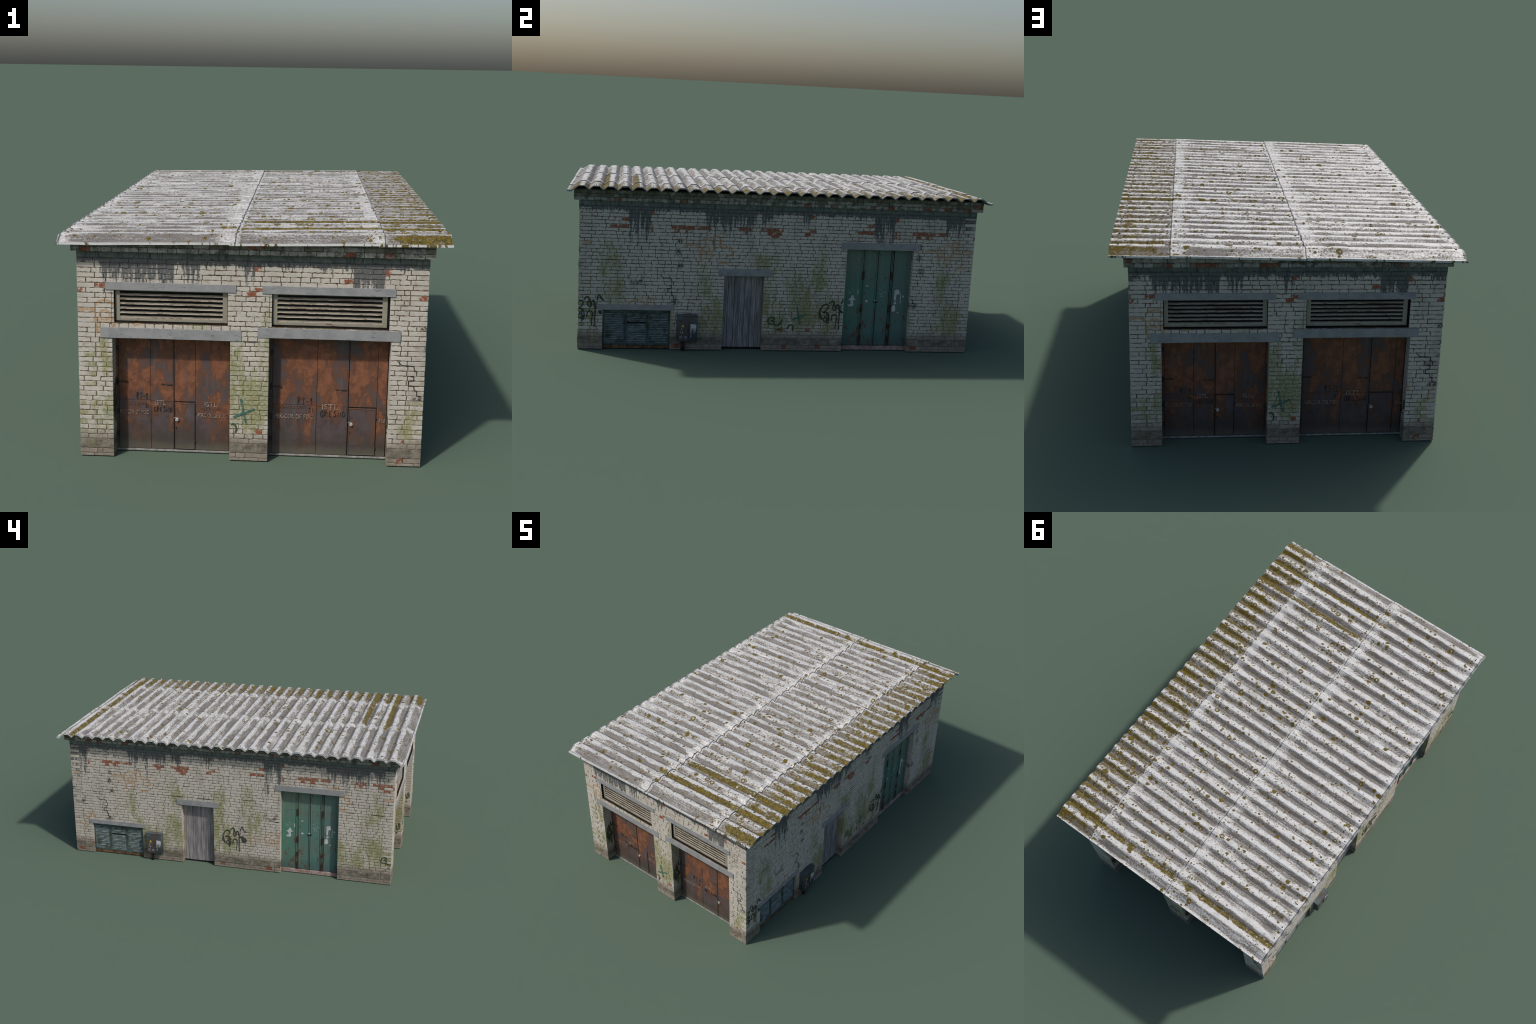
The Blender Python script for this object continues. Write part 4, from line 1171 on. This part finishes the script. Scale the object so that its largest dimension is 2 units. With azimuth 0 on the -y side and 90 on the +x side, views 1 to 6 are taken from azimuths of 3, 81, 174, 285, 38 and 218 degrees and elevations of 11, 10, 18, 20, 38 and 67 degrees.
    # worn outline of an old notice on the first leaf
    nt = MB()
    for p, q, r, s_ in ((X(0.08), X(0.205), 0.388, 0.3895), (X(0.09), X(0.195), 0.345, 0.3465), (X(0.09), X(0.0945), 0.345, 0.370), (X(0.1905), X(0.195), 0.345, 0.378)):
        nt.bbox(p, q, Yp, Yp + 0.001, r, s_, 0.0002)
    for k in range(8):
        nt.bbox(X(0.10) + rnd.uniform(0, 0.004), X(0.18) - rnd.uniform(0, 0.012), Yp + 0.0001, Yp + 0.001, 0.350 + k * 0.0025, 0.3508 + k * 0.0025, 0.0002)
    nt.obj("notice", [M["label"]], door)
    mb = MB()
    n = 14
    out = [(a + W * k / n, 0.0) for k in range(n + 1)] + [(b - W * k / n, 0.0205 + rnd.uniform(-0.001, 0.0012)) for k in range(n + 1)]
    mb.prism(out, Y - 0.004, Y + 0.012, 0.0012)
    mb.obj("door_sill", [M["sill"]], door)
    return door


def louvre_window(wall, a, b, top, seed):
    rnd = random.Random(seed)
    Y = 0.012
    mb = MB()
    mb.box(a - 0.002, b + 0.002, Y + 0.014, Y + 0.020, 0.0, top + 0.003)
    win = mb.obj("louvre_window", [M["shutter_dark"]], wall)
    zb, zt = 0.0165, top + 0.001
    third = (b - a) / 3
    n = 17
    p = (zt - 0.016 - zb - 0.010) / n
    sec = [(Y + 0.0075, p * 0.84), (Y + 0.0016, p * 0.40), (Y + 0.0002, p * 0.32), (Y + 0.0002, p * 0.04), (Y + 0.0025, 0.0), (Y + 0.0090, p * 0.70)]
    for t in range(3):
        x0, x1 = a + third * t, a + third * (t + 1)
        fr = MB()
        fr.bbox(x0 + 0.0005, x0 + 0.009, Y, Y + 0.012, zb, zt, 0.0008)
        fr.bbox(x1 - 0.009, x1 - 0.0005, Y, Y + 0.012, zb, zt, 0.0008)
        fr.bbox(x0 + 0.009, x1 - 0.009, Y + 0.0002, Y + 0.012, zb, zb + 0.010, 0.0008)
        fr.bbox(x0 + 0.009, x1 - 0.009, Y + 0.0002, Y + 0.012, zt - 0.016, zt, 0.0008)
        fr.obj("shutter_frame", [M["shutter_frame"]], win)
        k = len(sec)
        sl = MB()
        m = 10
        vs = []
        for i in range(m + 1):
            u = x0 + 0.0085 + (x1 - x0 - 0.017) * i / m
            vs += [(u, q[0] + 0.0004 * math.sin(i * 1.3 + t), q[1]) for q in sec]
        fs = [(i * k + j, i * k + (j + 1) % k, (i + 1) * k + (j + 1) % k, (i + 1) * k + j) for i in range(m) for j in range(k)]
        fs += [list(range(k)), [m * k + j for j in range(k)][::-1]]
        sl.add(vs, fs)
        me = sl.mesh("shutter_slat", [M["shutter"]])
        for i in range(n):
            if t == 1 and i == 11:
                continue           # one slat of the middle shutter is lost
            own = me.copy()
            own.transform(Matrix.Translation((0, rnd.uniform(-0.0004, 0.0006), zb + 0.010 + p * i + rnd.uniform(-0.0005, 0.0005))))
            if t == 1 and i in (9, 10, 12):
                own.transform(Matrix.Translation((0, 0, rnd.uniform(-0.0016, 0.0016))))
            link(bpy.data.objects.new("shutter_slat", own), win)
    s = a
    while s < b - 0.005:
        w = min(b - s, rnd.uniform(0.036, 0.046))
        mb = MB()
        mb.prism(brick_outline(s + 0.001, s + w - 0.0005, 0.0, 0.0155, rnd), Y + 0.001, Y + 0.014, 0.0010)
        mb.obj("sill_brick", [M["clay"]], win)
        s += w
    return win


def cabinet(wall, seed):
    """small electrical cabinet on a post in front of the wall"""
    rnd = random.Random(seed)
    x0, x1, z0, z1, yf = -0.4865, -0.3905, 0.0465, 0.1745, -0.0295
    mb = MB()
    mb.bbox(x0, x1, yf + 0.002, -0.0002, z0, z1 - 0.003, 0.0012)
    box = mb.obj("electrical_cabinet", [M["cabinet"]], wall)
    mb = MB()
    mb.bbox(x0 - 0.0012, x1 + 0.0012, yf - 0.0015, 0.0, z1 - 0.0032, z1, 0.0010)
    mb.obj("cabinet_roof", [M["cabinet"]], box)
    mid = (x0 + x1) / 2 + 0.008
    for p, q in ((x0 + 0.002, mid - 0.0006), (mid + 0.0006, x1 - 0.002)):
        mb = MB()
        mb.bbox(p, q, yf, yf + 0.004, z0 + 0.003, z1 - 0.007, 0.0008)
        mb.obj("cabinet_door", [M["cabinet"]], box)
    mb = MB()
    mb.tube([(-0.4545, -0.012, 0.0), (-0.4545, -0.012, z0 + 0.003)], 0.0075, 12)
    mb.tube([(-0.4605, -0.005, 0.0), (-0.4605, -0.005, z0 + 0.003)], 0.0040, 10)
    mb.obj("cabinet_post", [M["iron"]], box, smooth=True)

    def at(f, g):
        return x0 + (x1 - x0) * f, z0 + (z1 - z0) * g

    y = yf - 0.0006
    cx, cz = at(0.29, 0.60)
    mb = MB()
    mb.prism([(cx - 0.0068, cz - 0.0055), (cx + 0.0068, cz - 0.0055), (cx, cz + 0.0085)], y, yf + 0.001, 0.0004)
    mb.obj("warning_sign", [M["yellow"]], box)
    mb = MB()
    mb.prism([(cx - 0.0008, cz - 0.003), (cx + 0.0010, cz - 0.001), (cx + 0.0004, cz + 0.0045), (cx - 0.0010, cz + 0.001)], y - 0.0004, yf, 0.0)
    mb.obj("warning_flash", [M["iron"]], box)
    mb = MB()
    p0, p1 = at(0.66, 0.68), at(0.95, 0.52)
    out = [(p0[0], p1[1] + 0.002)]
    n = 8
    for k in range(n):
        u = p0[0] + (p1[0] - p0[0]) * (k + 0.5) / n
        dl = rnd.uniform(0.004, 0.030)
        out += [(u - 0.0014, p1[1] + 0.001), (u - 0.0005, p1[1] - dl), (u + 0.0005, p1[1] - dl), (u + 0.0014, p1[1] + 0.001)]
    out += [(p1[0], p1[1] + 0.002), (p1[0] - 0.001, p0[1] - 0.003), (p0[0] + 0.001, p0[1])]
    mb.prism(out, y, yf + 0.001, 0.0)
    for f, g, rx, rz in ((0.245, 0.47, 0.0016, 0.006), (0.18, 0.36, 0.0014, 0.004), (0.285, 0.34, 0.0012, 0.006), (0.70, 0.22, 0.0014, 0.006)):
        c = at(f, g)
        mb.prism(blob(c[0], c[1], rx, rz, rnd, 10), y, yf + 0.001)
    mb.obj("paint_splash", [M["white_paint"]], box)
    mb = MB()
    for f, g in ((0.20, 0.18), (0.44, 0.17)):
        c = at(f, g)
        mb.bbox(c[0] - 0.0070, c[0] + 0.0070, y, yf + 0.001, c[1] - 0.0062, c[1] + 0.0062, 0.0003)
    mb.obj("label_plate", [M["label"]], box)
    mb = MB()
    c = at(0.485, 0.585)
    mb.ribbon([(c[0] - 0.004, c[1] + 0.006), (c[0] + 0.004, c[1] - 0.006)], 0.0018, y)
    mb.ribbon([(c[0] + 0.004, c[1] + 0.006), (c[0] - 0.004, c[1] - 0.006)], 0.0018, y - 0.0001)
    c = at(0.55, 0.45)
    mb.bbox(c[0] - 0.004, c[0] + 0.004, y - 0.002, yf, c[1] - 0.0016, c[1] + 0.0016, 0.0006)
    mb.obj("cabinet_handle", [M["iron"]], box)
    a_, b_ = at(0.09, 0.755), at(0.29, 0.82)
    text_mesh("lettering", "TP 1", a_[0], b_[0], a_[1], b_[1], yf - 0.0004, M["scrawl"], box)
    return box


# ------------------------------------------------------------------ walls
T_LEFT = [("RT-1", -0.388, -0.3476, 0.184, 0.206, "scrawl", -0.012), ("SI", -0.359, -0.346, 0.155, 0.169, "scrawl", -0.012), ("ISTL", -0.3256, -0.2875, 0.165, 0.181, "stencil", 0.0), ("FUMATUL OPRIT", -0.433, -0.364, 0.164, 0.1725, "stencil_faint", 0.0),
          ("PERICOL DE FOC", -0.4436, -0.3465, 0.131, 0.145, "stencil", 0.0), ("GRESNO", -0.330, -0.267, 0.141, 0.158, "scrawl", -0.014), ("ISTL", -0.1568, -0.1156, 0.1635, 0.180, "stencil", 0.0), ("FUMATUL OPRIT", -0.170, -0.101, 0.151, 0.161, "stencil_faint", 0.0), ("PERICOL DE FOC", -0.181, -0.0825, 0.1255, 0.140, "stencil", 0.0)]
T_RIGHT = [("RT-1", 0.1535, 0.2065, 0.184, 0.207, "scrawl", -0.012), ("SI", 0.190, 0.2095, 0.157, 0.173, "scrawl", -0.012), ("ISTL", 0.236, 0.289, 0.168, 0.187, "stencil", 0.0), ("FUMATUL OPRIT", 0.095, 0.182, 0.169, 0.179, "stencil_faint", 0.0),
           ("PERICOL DE FOC", 0.078, 0.2075, 0.133, 0.148, "stencil", 0.0), ("GRESNO", 0.229, 0.316, 0.143, 0.163, "scrawl", -0.014), ("FU", 0.4345, 0.4475, 0.154, 0.163, "stencil_faint", 0.0), ("PER", 0.4255, 0.4485, 0.128, 0.141, "stencil", 0.0)]

built = {}


def reveal_marks(wall, rects, rnd):
    """spray on the door reveals: the same hand went round the corner"""
    for a, b, c, d in rects:
        for face, group, mat, t0, t1 in ((a, TAG, "spray_black", 0.905, 1.062), (b, SIGN_Q, "spray_green", 0.655, 0.800)):
            mb = MB()
            for kk, (pts, w) in enumerate(group):
                mb.ribbon([(0.006 + (p[0] - t0) / (t1 - t0) * 0.046, p[1] * 1.0) for p in smoothed(pts, 5)], w * 0.8, -0.0004 - 0.00007 * kk, 0, 0.0006, rnd)
            if face == a:
                mb.v = [(a + 0.0012 - (y + 0.0004), x, z) for x, y, z in mb.v]
            else:
                mb.v = [(b - 0.0012 + (y + 0.0004), x, z) for x, y, z in mb.v]
            mb.obj("graffiti_tag", [M[mat]], wall)


for key in ("south", "east", "west", "north"):
    side = key in ("east", "west")
    if not side:
        # left and right bay of each end sit a few millimetres differently
        bay_dx = (0.0028, 0.0028) if key == "south" else (0.0020, -0.0030)
        END_OPEN = [(a + bay_dx[a > 0], b + bay_dx[a > 0], c, d) for a, b, c, d in END_OPEN0]
        END_LINTELS = [(a + bay_dx[a > 0], b + bay_dx[a > 0], c, d) for a, b, c, d in END_LINTELS0]
    half, open_, lint = (HY, SIDE_OPEN, SIDE_LINTELS) if side else (HX, END_OPEN, END_LINTELS)
    tag = key if side else "end"
    s0 = {"south": 0.330, "north": 0.330, "east": -0.717, "west": -0.938}[key]
    mb = MB()
    mort = 0.0018
    holes = [(a - 0.001, b + 0.001, c if c == 0 else c - 0.001, d + 0.001) for a, b, c, d in open_]
    lim = half - mort if not side else half - RECESS
    slab_with_holes(mb, -lim, lim, 0.0, WALL_TOP - 0.001, mort, RECESS, holes)
    wall = mb.obj("wall", [M[tag + "mortar"]], root)
    wall.matrix_local = frame_matrix(key)
    built[key] = wall
    singles, rest = build_bricks(half, open_, not side, {"south": 3, "east": 11, "west": 23, "north": 31}[key])
    mats = [M[tag + "brick"], M["band_low"]]
    for sb in singles:
        sb.obj("brick", mats, wall)
    o = rest.obj("brickwork", mats, wall)
    o["kind"] = "stuff"
    # tarred render band under the cornice
    mb = MB()
    n = 60
    rnd = random.Random(half)
    lb = half if not side else half - 0.004
    bot = [(-lb + 2 * lb * k / n, 0.6765 + rnd.uniform(-0.0016, 0.0016)) for k in range(n + 1)]
    mb.prism(bot + [(lb, WALL_TOP), (-lb, WALL_TOP)], -0.0008 if not side else -0.0006, 0.030, 0.0)
    mb.obj("render_band", [M["band_top"]], wall)
    lintels(wall, lint, half * 10)
    boxes = [(-0.488, -0.390, 0.0, 0.175)] if side else []
    strokes(wall, s0, half, open_ + [(a, b, c, d) for a, b, c, d in lint], random.Random(9), boxes)
    if not side:
        reveal_marks(wall, END_OPEN[:2], random.Random(5))
    if side:
        louvre_window(wall, *SIDE_OPEN[0][:2], SIDE_OPEN[0][3], 5 if key == "east" else 6)
        plank_door(wall, *SIDE_OPEN[1][:2], SIDE_OPEN[1][3], 4)
        folding_door(wall, *SIDE_OPEN[2][:2], SIDE_OPEN[2][3], 8)
        cabinet(wall, 2)
    else:
        END_DX = bay_dx[0]
        garage_door(wall, *END_OPEN[0][:2], END_OPEN[0][3], (-0.4475, -0.3396, -0.2614, -0.1890, -0.0750), T_LEFT, (-0.2505, 0.1155), 1)
        END_DX = bay_dx[1]
        garage_door(wall, *END_OPEN[1][:2], END_OPEN[1][3], (0.0690, 0.2170, 0.3216, 0.4165, 0.4490), T_RIGHT, (0.3335, 0.1190), 2)
        vent(wall, *END_OPEN[2])
        vent(wall, *END_OPEN[3])
        # straight cut joint beside each vent
        mb = MB()
        for q in (-0.4566 + bay_dx[0], 0.0562 + bay_dx[1]):
            mb.ribbon([(q, 0.570), (q + 0.0002, 0.510), (q, 0.4545)], 0.0011, -0.0010)
        mb.obj("cut_joint", [M["crack"]], wall)

# ------------------------------------------------------------------ cornice
rnd = random.Random(41)


def deck(x):
    """underside of the roof sheets along the trough line"""
    return 0.7370 + 0.0195 * (x + 0.62) / 1.244


core = MB()
CX, CY = 0.5785, 0.9715
core.add([(-CX + 0.001, -CY + 0.001, 0.7035), (CX - 0.001, -CY + 0.001, 0.7035), (CX - 0.001, CY - 0.001, 0.7035), (-CX + 0.001, CY - 0.001, 0.7035),
          (-CX + 0.001, -CY + 0.001, deck(-CX) - 0.001), (CX - 0.001, -CY + 0.001, deck(CX) - 0.001), (CX - 0.001, CY - 0.001, deck(CX) - 0.001), (-CX + 0.001, CY - 0.001, deck(-CX) - 0.001)],
         [(0, 3, 2, 1), (4, 5, 6, 7), (0, 1, 5, 4), (1, 2, 6, 5), (2, 3, 7, 6), (3, 0, 4, 7)])
cornice = core.obj("cornice", [M["c_mortar"]], root)
cornice.location.x = SHIFT
cb = MB()
for key in ("south", "east", "north", "west"):
    half = CX if key in ("south", "north") else CY
    out = CY if key in ("south", "north") else CX
    for k in range(4):
        z0 = 0.7025 + k * 0.0167
        s = -half
        owner = (k % 2 == 0) == (key in ("south", "north"))
        lim = half if owner else half - 0.031
        s = -lim
        while s < lim - 1e-6:
            w = (0.0312 if k % 2 == 0 else 0.0600) * rnd.uniform(0.85, 1.15)
            e = s + w if lim - s - w > 0.015 else lim
            zt0 = 0.7025 + (k + 1) * 0.0167
            ang, _ = FRAMES[key]
            mat4 = Matrix.Rotation(ang, 4, "Z") @ Matrix.Translation((0, -out, 0))

            def top_at(u):
                return deck((mat4 @ Vector((u, 0, 0))).x) - 0.0004

            z1 = min(zt0 - 0.0014, min(top_at(s), top_at(e)))
            if z1 - z0 > 0.003:
                r = rnd.random()
                m = 2 if (k == 0 and r < 0.12) or (k == 1 and r < 0.03) else (1 if r < (0.14, 0.5, 0.8, 0.9)[k] else 0)
                tmp = MB()
                tmp.prism(brick_outline(s + (0 if s == -lim else 0.0008), e - (0 if e == lim else 0.0008), z0, z1, rnd), rnd.gauss(0, 0.0003), 0.030, 0.0009, m)
                tmp.v = [tuple(mat4 @ Vector(p)) for p in tmp.v]
                cb.add(tmp.v, tmp.f, 0)
                cb.m[-len(tmp.f):] = [m] * len(tmp.f)
            s = e
o = cb.obj("cornice_brickwork", [M["c_white"], M["c_green"], M["c_red"]], cornice)
o["kind"] = "stuff"

# ------------------------------------------------------------------ roof
PITCH, CREST0 = 0.0645, -0.93475
TH = 0.0046


def crest_top(x):
    return 0.7562 + 0.0195 * (x + 0.62) / 1.244


def profile_points(y0, y1):
    """breakpoints (y, drop below the crest) of the corrugation between y0 and y1"""
    pts = [(-1.0, -0.0205), (-0.9890, -0.0222), (-0.9800, -0.0218)]
    for i in range(30):
        c = CREST0 + PITCH * i
        pts += [(c - 0.0150, -0.0014), (c - 0.0128, 0.0), (c, 0.0003), (c + 0.0128, 0.0), (c + 0.0150, -0.0014)]
        if i < 29:
            tr = c + PITCH / 2
            pts += [(tr - 0.0090, -0.0080), (tr - 0.0018, -0.0139), (tr, -0.0146), (tr + 0.0018, -0.0139), (tr + 0.0090, -0.0080)]
    pts += [(0.9800, -0.0218), (0.9890, -0.0222), (1.0, -0.0205)]
    return [p for p in pts if y0 - 1e-6 <= p[0] <= y1 + 1e-6]


core = MB()
core.add([(-0.55, -0.94, 0.700), (0.55, -0.94, 0.700), (0.55, 0.94, 0.700), (-0.55, 0.94, 0.700), (-0.55, -0.94, deck(-0.55) + 0.001), (0.55, -0.94, deck(0.55) + 0.001), (0.55, 0.94, deck(0.55) + 0.001), (-0.55, 0.94, deck(-0.55) + 0.001)],
         [(0, 3, 2, 1), (4, 5, 6, 7), (0, 1, 5, 4), (1, 2, 6, 5), (2, 3, 7, 6), (3, 0, 4, 7)])
roof = core.obj("roof", [M["dark"]], root)

ROWS = [(-0.6255, -0.0525), (-0.0725, 0.4160), (0.3960, 0.6245)]
LAPS = [3 + 4 * i for i in range(7)]
rnd = random.Random(7)
for r, (xa, xb) in enumerate(ROWS):
    bounds = [None] + LAPS + [None]
    for cidx in range(len(bounds) - 1):
        lo, hi = bounds[cidx], bounds[cidx + 1]
        y0 = -1.0 if lo is None else CREST0 + PITCH * lo - 0.0150
        y1 = 1.0 if hi is None else CREST0 + PITCH * hi + 0.0128
        prof = profile_points(y0, y1)
        nx = 26 if r < 2 else 12
        mb = MB()
        tilt = rnd.uniform(-0.0004, 0.0004)
        sh0, sh1 = (rnd.uniform(-0.0018, 0.0018) if r else 0.0), (rnd.uniform(-0.0018, 0.0018) if r < 2 else 0.0)
        topv, botv = [], []
        for i in range(nx + 1):
            f = i / nx
            x = xa + (xb - xa) * f + sh0 * (1 - f) + sh1 * f
            lift = 0.0
            if r < 2:
                lift += 0.0030 * max(0.0, (f - 0.25) / 0.75)       # the -x sheet lies over the next one
            for (y, dz) in prof:
                if abs(y) > 0.9999:
                    y *= 1.0 - 0.0006 * r                            # the gable edges of the rows are not quite flush
                side_lift = 0.0
                if lo is not None and y < y0 + 0.031:
                    side_lift = 0.0013                               # flange over the neighbour's last crest
                wob = -0.0009 + 0.0012 * mnoise.noise(Vector((x * 9, y * 16, 3.0 + r))) + 0.0006 * mnoise.noise(Vector((x * 2.5, y * 3, 8.0 + cidx)))
                z = crest_top(x) + dz + lift + side_lift + wob + tilt
                xe = x
                if r == 2 and i == nx:
                    xe += 0.0030 * mnoise.noise(Vector((0.0, y * 40, 5.0)))   # worn eave edge
                topv.append((xe, y, z))
                xo = xe
                if r == 0 and i == 0:
                    xo = xe                                            # lower lip stands out at the -x eave
                    topv[-1] = (xe + 0.0055, y, z)
                lip = 0.0030 if abs(y) > 0.975 else 0.0
                botv.append((xo, y, z - TH - lip))
        m = len(prof)
        base = len(topv)
        vs = topv + botv
        fs, ms = [], []
        for i in range(nx):
            for j in range(m - 1):
                q = i * m + j
                fs.append((q, q + m, q + m + 1, q + 1)); ms.append(0)
                fs.append((base + q, base + q + 1, base + q + m + 1, base + q + m)); ms.append(2)
        for j in range(m - 1):
            fs.append((j, j + 1, base + j + 1, base + j)); ms.append(1)
            q = nx * m + j
            fs.append((q, base + q, base + q + 1, q + 1)); ms.append(1)
        for i in range(nx):
            fs.append((i * m, base + i * m, base + (i + 1) * m, (i + 1) * m)); ms.append(0 if lo is None else 1)
            q, q2 = i * m + m - 1, (i + 1) * m + m - 1
            fs.append((q, q2, base + q2, base + q)); ms.append(0 if hi is None else 1)
        mb.v, mb.f, mb.m = vs, fs, ms
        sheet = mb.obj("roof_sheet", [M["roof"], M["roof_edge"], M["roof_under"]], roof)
        for p, mi in zip(sheet.data.polygons, ms):
            p.use_smooth = mi != 1
        # normals bent upward so the flanks take softer shading than their section
        me = sheet.data
        nv = [None] * len(me.loops)
        for p, mi in zip(me.polygons, ms):
            for li in p.loop_indices:
                vi = me.loops[li].vertex_index
                if mi == 0 and vi < base and p.normal.z > 0.3:
                    j, dy = vi % m, 0.0
                    a, b = prof[max(j - 1, 0)], prof[min(j + 1, m - 1)]
                    dy = (b[1] - a[1]) / max(b[0] - a[0], 1e-6)
                    v = Vector((-0.0157, -dy * 0.62, 1.0)).normalized()
                else:
                    v = p.normal
                nv[li] = v
        me.normals_split_custom_set(nv)

# fixing bolts on the crests near the eaves and joints
bm = MB()
bm.prism([(0.0040 * math.cos(q), 0.0027 * math.sin(q)) for q in [i * math.tau / 10 for i in range(10)]], -0.0010, 0.004, 0.0007)
bm.v = [(x, z, -y) for x, y, z in bm.v]
bolt_me = bm.mesh("bolt", [M["iron"]])
for xb in (-0.598, -0.036, 0.430, 0.598):
    for i in range(30):
        if (i % 2 == 1 and rnd.random() < 0.9) or rnd.random() < 0.12:
            x = xb + rnd.uniform(-0.005, 0.005)
            o = link(bpy.data.objects.new("bolt", bolt_me), roof)
            o.location = (x, CREST0 + PITCH * i + rnd.uniform(-0.004, 0.004), crest_top(x) + 0.0004 + (0.0013 if i in LAPS else 0))
            o.rotation_euler = (0, -0.0157, rnd.uniform(-0.2, 0.2))
